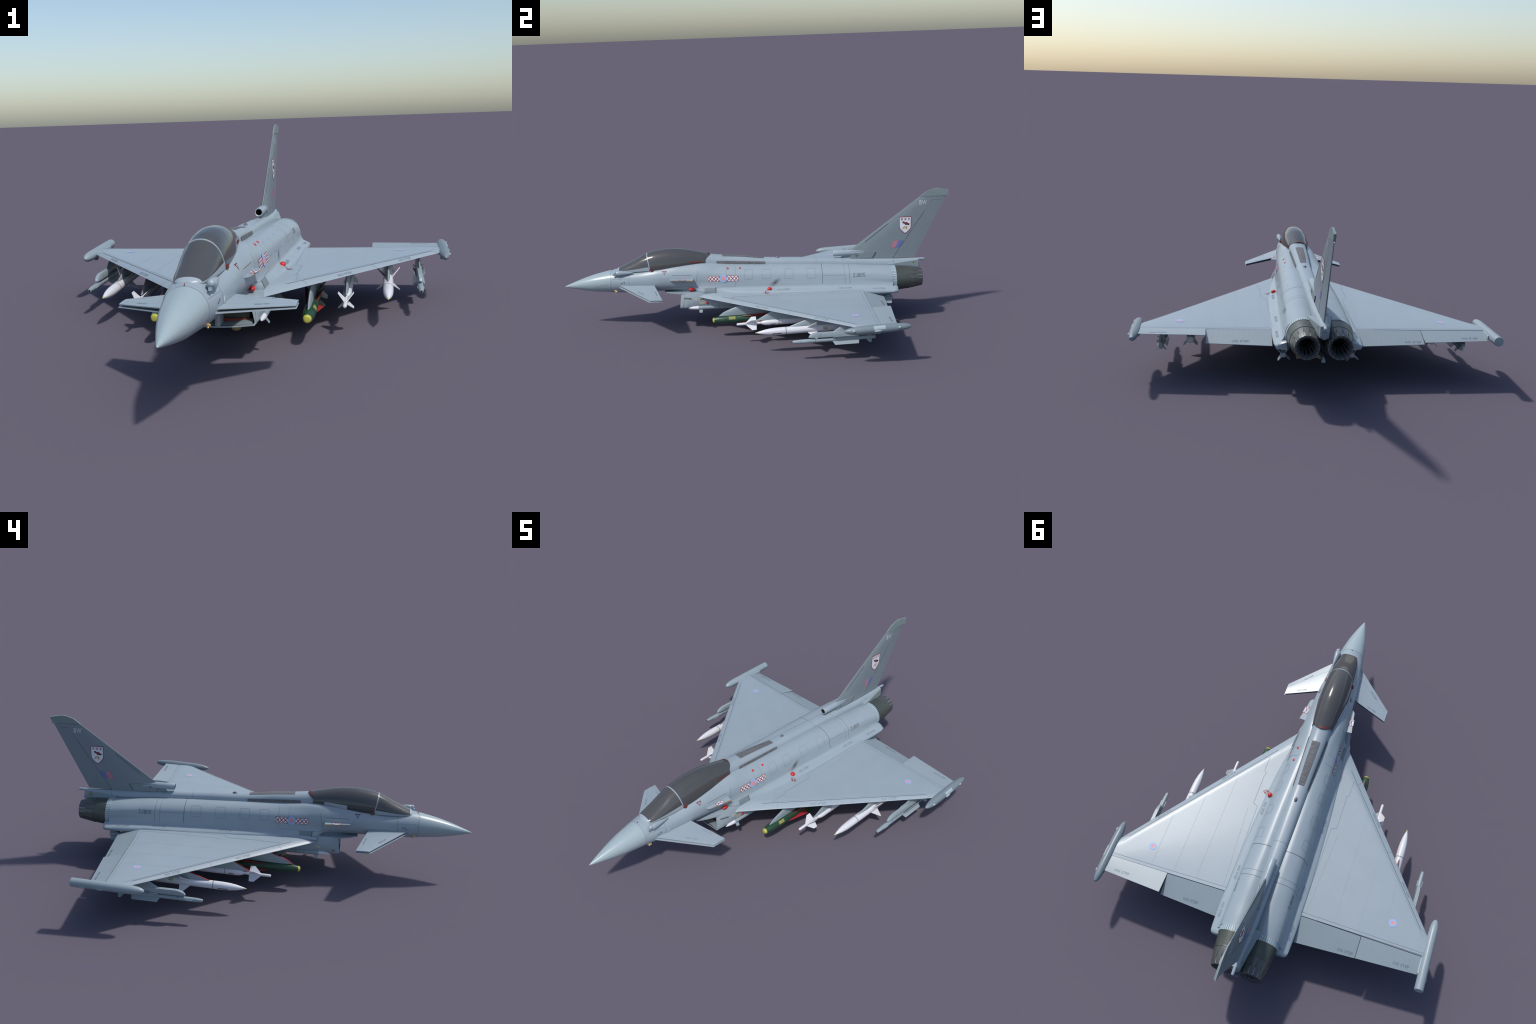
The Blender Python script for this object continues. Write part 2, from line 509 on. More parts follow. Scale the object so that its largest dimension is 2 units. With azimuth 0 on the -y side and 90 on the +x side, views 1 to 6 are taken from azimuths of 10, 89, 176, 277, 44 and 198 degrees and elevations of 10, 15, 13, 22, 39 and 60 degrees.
for s in (1, -1):
    aa = (lambda a: a) if s > 0 else (lambda a: 180 - a)
    sill(-.7235, -.548, aa(-1), aa(12), M_BODY, "sill_rail")
sill(-.345, -.277, 7, 14, M_DRED, "sill_rail")
sill(-.7238, -.7085, 0, 180, M_BODY, "sill_rail", .0012)
sill(-.54, -.42, 173, 178, M_GAP, "sill_rail")
sill(-.42, -.315, 166, 178, M_BODY, "sill_rail")
for s in (1, -1):
    finish("canopy_latch", *xform(box(-.004, .004, -.007, .007, -.005, .005),
                                  Matrix.Translation((s * .0635, -.538, .3135))), M_DRED)

# infra-red sensor ball beside the windscreen
finish("sensor_fairing", *xform(revolve([(-.004, .009), (.004, .0130), (.02, .0130), (.05, .009), (.088, .002)], 20, 1.0, 1.1),
                                Matrix.Translation((.0595, -.720, .3020))), M_BODY)
finish("sensor_ball", *xform(revolve([(-.0106 * cos(pi * i / 12), .0106 * sin(pi * i / 12)) for i in range(13)], 20),
                             Matrix.Translation((.0605, -.7225, .3065))), M_BODY)
finish("sensor_foot", *xform(box(-.004, .004, -.010, .012, -.010, -.002), Matrix.Translation((.0595, -.727, .300))), M_BODY)
finish("nose_vane", *prism([(-.001, -.752, .302), (-.001, -.744, .304), (-.001, -.747, .3115)], (.002, 0, 0)), M_DRED)

# brass air-data probes under the nose
for s in (1, -1):
    prof = [(0, .0046), (.012, .0042), (.018, .003), (.022, .0014)]
    m = Matrix.Translation((s * .0425, -.7380, .2040)) @ Matrix.Rotation(radians(180 - 28), 4, 'X') @ Matrix.Rotation(radians(-s * 30), 4, 'Z')
    p1 = xform(revolve([(-.003, .0046), (.012, .0040), (.020, .0026)], 12), Matrix.Translation((s * .0470, -.7335, .2065)) @
               Matrix.Rotation(radians(-25), 4, 'X') @ Matrix.Rotation(radians(-s * 18), 4, 'Z') @ Matrix.Rotation(pi, 4, 'Z') @ Matrix.Translation((0, -.010, 0)))
    p2 = xform(revolve([(-.008, .001), (-.006, .0022), (.003, .0022)], 10), Matrix.Translation((s * .0500, -.7270, .2000)) @ Matrix.Rotation(radians(20), 4, 'X'))
    finish("air_probe", *join(p1, p2), M_BRASS)

# ------------------------------------------------------------------ chin intake
def trunk_ring(y, front=False):
    k = max(0.0, min(1.0, (y + .40) / .30))
    top = .1935
    j = min(1.0, k / .22)
    top = .1935 + .005 * j
    xt = .091 + .020 * j + .006 * k
    xm = .0985 + .0205 * j + .012 * k          # cheek
    xl = .1050 + .0160 * j + .012 * k
    xb = .1115 + .0010 * j + .014 * k          # lower corner, notched for the missile
    zb, zc = .1185 - .004 * k, .1085 + .005 * k
    half = [(0, top), (xt * .6, top), (xt, top), (xm, top - (top - zb) * .33),
            (xl, top - (top - zb) * .66), (xb, zb + .004), (xb - .005, zb - .003),
            (xb * .62, zc + .0035), (xb * .3, zc + .001), (0, zc)]
    return half


def ring_from_half(half, y):
    r = [V((x, y, z)) for x, z in half]
    return r + [V((-p.x, y, p.z)) for p in r[-2:0:-1]]


def lean(half, y):
    """intake mouth: lower lip a little ahead of the top"""
    return [V((p.x, y - .010 * (0.1935 - p.z) / .08, p.z)) for p in ring_from_half(half, y)]


outer = [lean(trunk_ring(-.390), -.390)] + [ring_from_half(trunk_ring(y), y) for y in frange(-.37, -.08, 14)]
inner = []
for y, s in ((-.390, .004), (-.36, .007), (-.31, .011), (-.27, .014)):
    h = []
    for x, z in trunk_ring(y):
        h.append((x * (1 - s / .1), .154 + (z - .154) * (1 - s / .042)))
    inner.append(lean(h, y) if y == -.390 else ring_from_half(h, y))
vo, fo = loft(outer, cap0=False)
intake = finish("air_intake", vo, fo, M_BODY, angle=28)
lipf = loft([lean(trunk_ring(-.390), -.390), inner[0]], cap0=False, cap1=False)
finish("intake_lip", *lipf, M_BODY, intake, recalc=False)
vi, fi = loft(inner, cap0=False)
finish("intake_duct", vi, fi, M_DUCT, intake, recalc=False)
ramp = []
for yy, dz, kx in ((-.4002, .0012, .97), (-.392, .006, .96), (-.381, .0095, .95), (-.366, .0115, .94)):
    ramp.append([V((x * kx / .1115 * .1115, yy, zb + dz)) for x, zb in ((-.105, .1170), (-.069, .1120), (-.033, .1095), (0, .1085), (.033, .1095), (.069, .1120), (.105, .1170))])
finish("intake_ramp", *loft(ramp, closed=False, cap0=False, cap1=False), M_POD, intake, recalc=False)  # darker grey than the lip, so the mouth's shadow is tinted in
finish("duct_cover", *box(-.096, .096, -.3675, -.3640, .112, .1290), M_DRED, intake)
finish("duct_screen", *box(-.088, .088, -.3640, -.3610, .1300, .1860), material("duct_green", (.05, .062, .05), .6), intake)
# vertical divider and the boundary-layer splitter plate
dv = []
for z, yf in ((.190, -.392), (.150, -.398), (.112, -.402)):
    dv.append([V((0, yf, z)), V((.0075, yf + .004, z)), V((.0110, yf + .02, z)), V((.0110, -.28, z)), V((-.0110, -.28, z)), V((-.0110, yf + .02, z)), V((-.0075, yf + .004, z))])
finish("intake_divider", *loft(dv), M_BODY, intake)
plate = [(-.062, -.478), (.062, -.478), (.082, -.440), (.098, -.400), (.108, -.34), (-.108, -.34), (-.098, -.400), (-.082, -.440)]
finish("splitter_plate", *prism([(x, y, .1885) for x, y in plate], (0, 0, .0055)), M_BODY, intake, angle=20)
wedge = [(-.03, -.46), (.03, -.46), (.075, -.37), (.088, -.32), (-.088, -.32), (-.075, -.37)]
finish("diverter", *prism([(x, y, .190) for x, y in wedge], (0, 0, .018)), M_POD, intake, angle=20)
for s in (1, -1):
    # hinged varicowl edge band on the outer side of the mouth
    if s > 0:
        finish("duct_plug", *xform(revolve([(-.017 * cos(pi * i / 10), .0085 * sin(pi * i / 10)) for i in range(11)], 16),
                                   Matrix.Translation((.0935, -.336, .2105)) @ Matrix.Rotation(radians(10), 4, 'Z')), M_RED)

# strakes beside the cockpit
for s in (1, -1):
    poly = [(.080, -.450), (.098, -.444), (.106, -.434), (.1220, -.3255), (.085, -.3235)]
    pts = [(s * x, y, .2630 + (x - .08) * .04) for x, y in poly]
    st = finish("strake", *prism(pts, (0, 0, .0032)), M_BODY, angle=20)
    e = [(s * .1050, -.4355), (s * .1225, -.3255)]
    d = V((s * .0012, 0, 0))
    finish("edge_light", *prism([(s * .1040, -.4355, .2630), (s * .1225, -.3255, .2630), (s * .1225, -.3255, .2655), (s * .1040, -.4355, .2655)], (s * .0012, 0, 0)), M_AMBER, st)
    fl = [(.0985, -.3985), (.1135, -.3985), (.1185, -.3615), (.0985, -.3615)]
    def on(poly2, lift, mat, nm):
        finish(nm, *prism([(s * x, y, .2630 + (x - .08) * .04 + .0032) for x, y in poly2], (0, 0, lift)), mat, st, smooth=False)
    on(fl, .0005, M_MARKWHITE, "flag_patch")
    for a, b in (((.099, -.398), (.113, -.363)), ((.113, -.398), (.099, -.363))):
        w = .0016
        on([(a[0] - w, a[1]), (a[0] + w, a[1]), (b[0] + w, b[1]), (b[0] - w, b[1])], .0009, M_MARKRED, "flag_stripe")
    on([(.1145, -.395), (.1160, -.395), (.1200, -.363), (.1165, -.363)], .0009, M_BLUE, "flag_stripe")
    on([(.0975, -.3990), (.1135, -.3990), (.1135, -.3975), (.0975, -.3975)], .0009, M_MARKRED, "flag_stripe")
    on([(.0975, -.3625), (.1175, -.3625), (.1175, -.3610), (.0975, -.3610)], .0009, M_MARKRED, "flag_stripe")

# ------------------------------------------------------------------ wings
def thick(c):
    if c < .3:
        return max(0.0, sin(pi / 2 * c / .3)) ** 0.75
    return .08 + .92 * (1 - ((c - .3) / .7) ** 2)


def lerp_pts(pts, x):
    for (x0, y0), (x1, y1) in zip(pts, pts[1:]):
        if x <= x1:
            return y0 + (y1 - y0) * (x - x0) / (x1 - x0)
    return pts[-1][1]


W_LE = [(.085, -.3490), (.675, .4520)]
W_TE = [(.085, .6480), (.675, .6130)]
W_HG = [(.085, .5320), (.675, .5400)]


def wing_z(x, y, up):
    le, te = lerp_pts(W_LE, x), lerp_pts(W_TE, x)
    c = max(0.0, min(1.0, (y - le) / (te - le)))
    k = (x - .085) / .59
    zc = .1797 + .0013 * k
    zc -= .0030 * max(0, 1 - c / .08)          # drooped nose
    amp = .0148 * (1 - k) + .0070 * k
    if up:
        d = (y - le) / (.085 * (1 - k) + .055 * k)
        nose = sin(pi / 2 * min(1.0, max(0.0, d))) ** .8
        aft = 1.0 if c < .5 else .10 + .90 * (1 - ((c - .5) / .5) ** 2)
        return zc + amp * nose * (.94 + .06 * (1 - c)) * aft
    return zc - amp * thick(c) * .85


def wing_panel(s, xs, ya, yb, n, round_nose):
    rings = []
    for x in xs:
        a, b = ya(x), yb(x)
        ys = [a + (b - a) * ((i / n) ** (2.0 if round_nose else 1.0)) for i in range(n + 1)]
        up = [V((s * x, y, wing_z(x, y, True))) for y in ys]
        lo = [V((s * x, y, wing_z(x, y, False))) for y in ys]
        rings.append(up + lo[::-1])
    return loft(rings)


wings, wing_bvh = {}, {}
for s in (1, -1):
    xs = frange(.085, .675, 24)
    v, f = wing_panel(s, xs, lambda x: lerp_pts(W_LE, x), lambda x: lerp_pts(W_HG, x), 26, True)
    w = finish("wing", v, f, M_WING, angle=32)
    wings[s] = w
    allv, allf = [V(p) for p in v], list(f)
    for (x0, x1, ang) in ((.168, .4195, -15.0), (.4215, .672, 6.0 if s > 0 else -10.0)):
        v, f = wing_panel(s, frange(x0, x1, 8), lambda x: lerp_pts(W_HG, x) + .0018, lambda x: lerp_pts(W_TE, x), 10, False)
        hz = .1817
        m = Matrix.Translation((0, .5370, hz)) @ Matrix.Rotation(radians(ang), 4, 'X') @ Matrix.Translation((0, -.5370, -hz))
        v = [m @ p for p in v]
        finish("flaperon", v, f, M_FLAP, w, angle=32)
        o = len(allv)
        allv += v
        allf += [tuple(i + o for i in q) for q in f]
    wing_bvh[s] = BVHTree.FromPolygons(allv, allf)

# gun fairing on the -x wing glove
finish("gun_fairing", *xform(revolve([(-.050, .0065), (-.046, .0075), (-.02, .0095), (.02, .0095), (.06, .007), (.10, .002)], 20, 1.2, .95),
                             Matrix.Translation((-.1215, -.245, .1915)) @ Matrix.Rotation(radians(3), 4, 'X')), M_BODY)
finish("gun_muzzle", *xform(revolve([(-.0515, .001), (-.0512, .0045), (-.04, .0045)], 16), Matrix.Translation((-.1215, -.245, .1880))), M_SOOT)

# wingtip pods
podp = xform(revolve([(-.150, .0008), (-.1485, .003), (-.143, .0072), (-.130, .0122), (-.110, .0162), (-.085, .0186),
                      (-.055, .0192), (.050, .0192), (.085, .0182), (.115, .0155), (.135, .0118), (.147, .0065), (.150, .001)], 32),
             Matrix.Translation((.6905, .521, .1800)) @ Matrix.Rotation(radians(3.0), 4, 'X'))
pod = finish("wingtip_pod", *podp, M_POD)
PM = Matrix.Translation((.6905, .521, .1800)) @ Matrix.Rotation(radians(3.0), 4, 'X')
for y in (-.105, .097):
    finish("pod_blister", *xform(revolve([(-.009, .0005), (-.004, .0042), (.002, .005), (.006, .003), (.008, .0005)], 14),
                                 PM @ Matrix.Translation((.0155, y, .004))), M_LITE, pod)
finish("pod_blister", *xform(revolve([(-.017, .0008), (-.012, .0042), (.004, .0046), (.018, .0008)], 14),
                             PM @ Matrix.Translation((.0185, .0, -.0035))), M_LITE, pod)
pr = [[PM @ V((r * cos(radians(a)), y, r * sin(radians(a)))) for a in frange(8, 62, 8) for r in (.0199,)] for y in (-.018, .034)]
finish("pod_panel", *loft(pr, closed=False, cap0=False, cap1=False), M_LITE, pod, recalc=False)

PM2 = Matrix.Translation((-.6905, .5225, .1800)) @ Matrix.Rotation(radians(2.6), 4, 'X')
pv, pf = revolve([(-.153, .001), (-.150, .0065), (-.143, .011), (-.128, .0155), (-.105, .0182), (-.08, .0188), (.150, .0188), (.1545, .0180), (.155, .017)], 32)
pv = [PM2 @ p for p in pv]
pod2 = finish("wingtip_pod", pv, pf, M_MISSILE)
# darker faceted window on the nose of this pod
fw, ff = [], []
nb = BVHTree.FromPolygons(pv, pf)
for i in range(7):
    for j in range(17):
        r, a = .0135 * i / 6, 2 * pi * j / 16
        q = PM2 @ V((0, -.118 + r * 2.0 * cos(a), .05))
        q.x += r * sin(a)
        h = nb.ray_cast(q + V((0, 0, .1)), V((0, 0, -1)))
        fw.append(h[0] + h[1] * .0006 if h[0] else q)
for i in range(6):
    for j in range(16):
        ff.append((i * 17 + j, i * 17 + j + 1, (i + 1) * 17 + j + 1, (i + 1) * 17 + j))
finish("pod_window", fw, ff, M_POD, pod2, recalc=False)
for y in (.03, .105):
    finish("pod_blister", *xform(revolve([(-.016, .0008), (-.010, .0042), (.004, .0046), (.018, .0008)], 14),
                                 PM2 @ Matrix.Translation((-.0170, y, -.008))), M_MISSILE, pod2)
for s, P in ((1, PM), (-1, PM2)):
    finish("pod_root", *prism([P @ V((-s * .022, -.065, .004)), P @ V((-s * .022, .09, .004)), P @ V((-s * .010, .09, .009)), P @ V((-s * .010, -.075, .009))], (0, 0, -.012)), M_WING)
    finish("pod_lug", *xform(box(-.004, .004, -.012, .012, -.012, 0), P @ Matrix.Translation((-s * .010, -.055, -.012))), M_POD)

# ------------------------------------------------------------------ canards
for s in (1, -1):
    LE = [(.045, -.7235), (.2435, -.5315)]
    TE = [(.045, -.5375), (.2435, -.4715)]
    def can_plate(dz0, dz1, th, shift, grow, mat, nm, par=None):
        rings = []
        for x in frange(.045, .2430 + grow, 10):
            k = (x - .045) / .1985
            z = .2425 - .0345 * k - (dz0 * (1 - k) + dz1 * k)
            a, b = lerp_pts(LE, min(x, .2435)) + shift, lerp_pts(TE, min(x, .2435))
            ys = frange(a, b, 12)
            cz = [.0012 * sin(pi * i / 12) for i in range(13)]
            up = [V((s * x, y, z + c)) for y, c in zip(ys, cz)]
            lo = [V((s * x, y, z - th * (1 - .35 * abs(2 * i / 12 - 1)))) for i, y in enumerate(ys)]
            rings.append(up + lo[::-1])
        return finish(nm, *loft(rings), mat, par, angle=35)
    c0 = can_plate(0, 0, .0046, 0, 0, M_WING, "canard")
    can_plate(.0046, .0042, .0050, .013, -.006, M_GAP, "canard_core", c0)
    can_plate(.0112, .0078, .0026, -.005, .001, M_WING, "canard_skin", c0)
    if s > 0:
        can_bvh = {}
    me = c0.data
    can_bvh[s] = BVHTree.FromPolygons([v.co.copy() for v in me.vertices], [tuple(p.vertices) for p in me.polygons])
    # pivot boss
    finish("canard_pivot", *xform(revolve([(-.006, .014), (.006, .016)], 24), Matrix.Translation((s * .071, -.635, .243)) @ Matrix.Rotation(radians(90), 4, 'Z')), M_BODY, c0)

# ------------------------------------------------------------------ fin and rudder
F_LE = [(.290, .3965), (.628, .8515)]
F_TE = [(.290, .8165), (.628, .9845)]


def fin_half(z, c):
    k = (z - .29) / .338
    return (.0105 * (1 - k) + .0048 * k) * (.22 + .78 * thick(c)) if c > .02 else .0012


def fin_panel(zs, ca, cb, n=16):
    rings = []
    for z in zs:
        a, b = lerp_pts(F_LE, z), lerp_pts(F_TE, z)
        r, l = [], []
        for i in range(n + 1):
            c = ca(z) + (cb(z) - ca(z)) * i / n
            y = a + (b - a) * c
            h = fin_half(z, c)
            r.append(V((h, y, z)))
            l.append(V((-h, y, z)))
        rings.append(r + l[::-1])
    return loft(rings)


def hinge_c(z):
    yh = .7100 + (z - .3075) * (.9131 - .7100) / (.6103 - .3075)
    a, b = lerp_pts(F_LE, z), lerp_pts(F_TE, z)
    return (yh - a) / (b - a)


zs = frange(.290, .610, 14)
fa = fin_panel(zs, lambda z: 0, lambda z: hinge_c(z))
fb = fin_panel(frange(.610, .6275, 2), lambda z: 0, lambda z: 1)
fin = finish("tail_fin", *join(fa, fb), M_FIN, angle=30)
rud = fin_panel(frange(.3085, .6088, 14), lambda z: hinge_c(z) + .004, lambda z: 1, 10)
finish("rudder", *rud, M_FIN, fin, angle=30)
FIN_BVH = BVHTree.FromPolygons(*join(fa, fb, rud))
tip = [(.8515, .6285), (.8835, .6530), (.9120, .6635), (.9400, .6680), (.9998, .6565), (.9862, .6285)]
tv = [[V((.0044, y, z)) for y, z in tip], [V((-.0044, y, z)) for y, z in tip]]
for r in tv:
    for i in (0, 1, 2, 3):
        r[i].x *= (.55 if i < 3 else .75)
finish("fin_tip", *loft(tv), M_FINTIP, fin, angle=25)
finish("fin_tip_light", *xform(revolve([(-.018, .001), (-.010, .0032), (.012, .0030), (.015, .001)], 12), Matrix.Translation((0, .984, .6275))), M_LITE, fin)
# darker leading-edge strip and the inset light strip
le_band = []
for z in frange(.33, .6275, 12):
    y = lerp_pts(F_LE, z)
    le_band.append([V((.0012 + .0007 + .0055 * t, y - .001 + .020 * t, z)) for t in (0, .5, 1)])
for sx in (1, -1):
    r = [[V((sx * (fin_half(z, max(.021, c)) + .0006), lerp_pts(F_LE, z) + c * (lerp_pts(F_TE, z) - lerp_pts(F_LE, z)), z)) for c in (.021, .045, .07)]
         for z in frange(.335, .6270, 12)]
    finish("leading_edge_band", *loft(r, closed=False, cap0=False, cap1=False), M_FINTIP, fin, recalc=False)
    r = [[V((sx * (fin_half(z, c) + .0012), lerp_pts(F_LE, z) + c * (lerp_pts(F_TE, z) - lerp_pts(F_LE, z)), z)) for c in (.050, .058, .066)]
         for z in frange(.405, .492, 5)]
    finish("formation_strip", *loft(r, closed=False, cap0=False, cap1=False), M_POD, fin, recalc=False)

fz = [(.49, .3560), (.622, .3465), (.606, .3160), (.49, .3160)]
finish("scoop_fairing", *prism([(-.0125, y, z) for y, z in fz], (.025, 0, 0)), M_FIN, angle=20)
finish("fairing_gap", *prism([(-.0128, y, z) for y, z in ((.6195, .3466), (.6225, .3464), (.6065, .3165), (.6035, .3165))], (.0256, 0, 0)), M_GAP, smooth=False)
# cooling-air scoop at the fin root
sc = [(.402, .0118), (.400, .0145), (.404, .0160), (.45, .0162), (.50, .0155), (.56, .0125), (.62, .006), (.66, .001)]
rings = [[V((r * cos(2 * pi * j / 28), y, .3450 + r * sin(2 * pi * j / 28) - (.004 * max(0, (y - .5) / .16)))) for j in range(28)] for y, r in sc]
inner = [[V((r * cos(2 * pi * j / 28), y, .3450 + r * sin(2 * pi * j / 28))) for j in range(28)] for y, r in ((.440, .0095), (.402, .0112))]
scoop = finish("cooling_scoop", *loft(rings, cap0=False), M_BODY, angle=40)
finish("scoop_throat", *loft(inner, cap1=False), M_SOOT, scoop)
for s in (1, -1):
    d = .0095
    finish("access_diamond", *prism([(s * .0148, .5181 - d, .3380), (s * .0148, .5181, .3380 + d), (s * .0148, .5181 + d, .3380), (s * .0148, .5181, .3380 - d)],
                                    (s * .0012, 0, 0)), M_PATCH, scoop)

# ------------------------------------------------------------------ nozzles
for s in (1, -1):
    NM = Matrix.Translation((s * .0588, 0, .2165)) @ Matrix.Translation((0, .695, 0)) @ Matrix.Rotation(radians(1.0), 4, 'X') @ Matrix.Translation((0, -.695, 0))
    sh = finish("nozzle", *xform(revolve([(.66, .0645), (.7165, .0645), (.7170, .0637), (.772, .0578), (.7725, .0588), (.779, .0586), (.780, .0562), (.79, .0530)], 48, caps=False), NM), M_OLIVE)
    # ring of bleed vents
    vent = prism([(-.0036, .6915, .0662), (.0036, .6915, .0662), (.0036, .7140, .0652), (-.0036, .7140, .0652)], (0, 0, -.004))
    v0 = finish("bleed_vent", *vent, material("vent_grey", (.36, .45, .49), .4) if s > 0 else bpy.data.materials["vent_grey"], sh, smooth=False)
    n = 46
    v0.matrix_world = NM
    for i in range(1, n):
        instance(v0, NM @ Matrix.Rotation(2 * pi * i / n, 4, 'Y'), sh)
    # overlapping petals: wider at the root, leaving tapered slots
    np_ = 15
    hr, ht = pi / np_ * .985, pi / np_ * .74
    rr = []
    for y, r, h, th in ((.778, .0570, hr, .0012), (.79, .0562, hr, .0014), (.824, .0504, (hr + ht) / 2, .0020), (.846, .0462, ht, .0034), (.850, .0450, ht, .0050)):
        out = [V((r * sin(a), y, r * cos(a))) for a in frange(-h, h, 6)]
        inn = [V(((r - th) * sin(a), y, (r - th) * cos(a))) for a in frange(-h, h, 6)]
        rr.append(out + inn[::-1])
    p0 = finish("petal", *loft(rr), M_PETAL, sh, angle=40)
    p0.matrix_world = NM
    for i in range(1, np_):
        instance(p0, NM @ Matrix.Rotation(2 * pi * i / np_, 4, 'Y'), sh)
    # light actuator strips showing through the slots
    a0 = finish("petal_seal", *prism([(-.0012, .816, .0492), (.0012, .816, .0492), (.0019, .8465, .0446), (-.0019, .8465, .0446)], (0, 0, -.0015)), M_SEAL, sh, smooth=False)
    # rim plates turned inwards, and flaps running down the dark throat
    rr = []
    for y, r, h in ((.8495, .0440, pi / 15 * .93), (.8475, .0390, pi / 15 * .93), (.8400, .0330, pi / 15 * .90), (.8340, .0320, pi / 15 * .90)):
        out = [V((r * sin(a), y, r * cos(a))) for a in frange(-h, h, 4)]
        inn = [V((r * sin(a), y - .003, r * cos(a))) for a in frange(-h, h, 4)]
        rr.append(out + inn[::-1])
    q0 = finish("rim_plate", *loft(rr), M_LINER, sh, angle=40)
    rr = []
    for y, r, h in ((.836, .0320, pi / 12 * .74), (.80, .0262, pi / 12 * .66), (.765, .0200, pi / 12 * .55)):
        out = [V((r * sin(a), y, r * cos(a))) for a in frange(-h, h, 4)]
        inn = [V(((r - .0015) * sin(a), y, (r - .0015) * cos(a))) for a in frange(-h, h, 4)]
        rr.append(out + inn[::-1])
    w0 = finish("throat_flap", *loft(rr), M_FLAPIN, sh, angle=40)
    for i in range(np_):
        m = NM @ Matrix.Rotation(2 * pi * (i + .5) / np_, 4, 'Y')
        m2 = NM @ Matrix.Rotation(2 * pi * i / np_, 4, 'Y')
        if i == 0:
            q0.matrix_world, a0.matrix_world = m2, m
        else:
            instance(q0, m2, sh)
            instance(a0, m, sh)
    for i in range(12):
        m = NM @ Matrix.Rotation(2 * pi * i / 12, 4, 'Y')
        if i == 0:
            w0.matrix_world = m
        else:
            instance(w0, m, sh)
    th = loft([[V((r * cos(2 * pi * j / 40), y, r * sin(2 * pi * j / 40))) for j in range(40)] for y, r in ((.842, .0420), (.832, .0315), (.80, .0405), (.76, .042), (.72, .028))], cap0=False)
    finish("throat", *xform(th, NM), M_SOOT, sh, recalc=False)

# ------------------------------------------------------------------ pylons and stores
def pylon(s, x, low, top_y, y_end, z_low_end, half=.0062, red=False, name="pylon"):
    """low: (y,z) points down the front edge; the bottom edge runs aft to (y_end, z_low_end)"""
    zt = .178
    prof = [(top_y, zt)] + low[::-1]
    rings = []
    for k in frange(0, 1, 8):
        # front edge point at height fraction k
        zf = zt + (low[0][1] - zt) * k
        yf = lerp_pts([(-z, y) for y, z in prof], -zf)
        zb = zt + (z_low_end - zt) * k
        yb = y_end
        n = 14
        r, l = [], []
        for i in range(n + 1):
            t = (i / n) ** 1.6
            y = yf + (yb - yf) * t
            z = zf + (zb - zf) * t
            h = half * min(1, sqrt(max(0, (y - yf) / .05))) * min(1, .15 + (yb - y) / .06)
            r.append(V((s * x + h, y, z)))
            l.append(V((s * x - h, y, z)))
        rings.append(r + l[::-1])
    p = finish(name, *loft(rings), M_MISSILE, angle=35)
    if red:
        rr = []
        for k in frange(0, 1, 8):
            zf = zt + (low[0][1] - zt) * k
            yf = lerp_pts([(-z, y) for y, z in prof], -zf)
            rr.append([V((s * x + s * .0005, yf - .0022, zf)), V((s * x + s * .0034, yf + .0040, zf)), V((s * x + s * .0016, yf + .0045, zf))])
        finish("warning_edge", *loft(rr), M_BOMBRED, p, smooth=False)
    return p


def store_matrix(x, y, z, pitch):
    return Matrix.Translation((x, y, z)) @ Matrix.Rotation(radians(pitch), 4, 'X')


def fins(body, M, poly, n, roll, mat, th=.0018, name="fin", yc=0):
    """poly of (y, radius) swept around the store axis n times"""
    part = prism([(-th / 2, y, r) for y, r in poly], (th, 0, 0))
    f0 = None
    for i in range(n):
        m = M @ Matrix.Rotation(radians(roll) + 2 * pi * i / n, 4, 'Y')
        if f0 is None:
            f0 = finish(name, *part, mat, body, smooth=False)
            f0.matrix_world = m
        else:
            instance(f0, m, body)
    return f0


def band(body, M, y0, y1, r, mat, a0=0, a1=360, name="band", n=32):
    rr = [[M @ V((r * cos(radians(a)), y, r * sin(radians(a)))) for a in frange(a0, a1, n)] for y in (y0, y1)]
    return finish(name, *loft(rr, closed=False, cap0=False, cap1=False), mat, body, recalc=False)


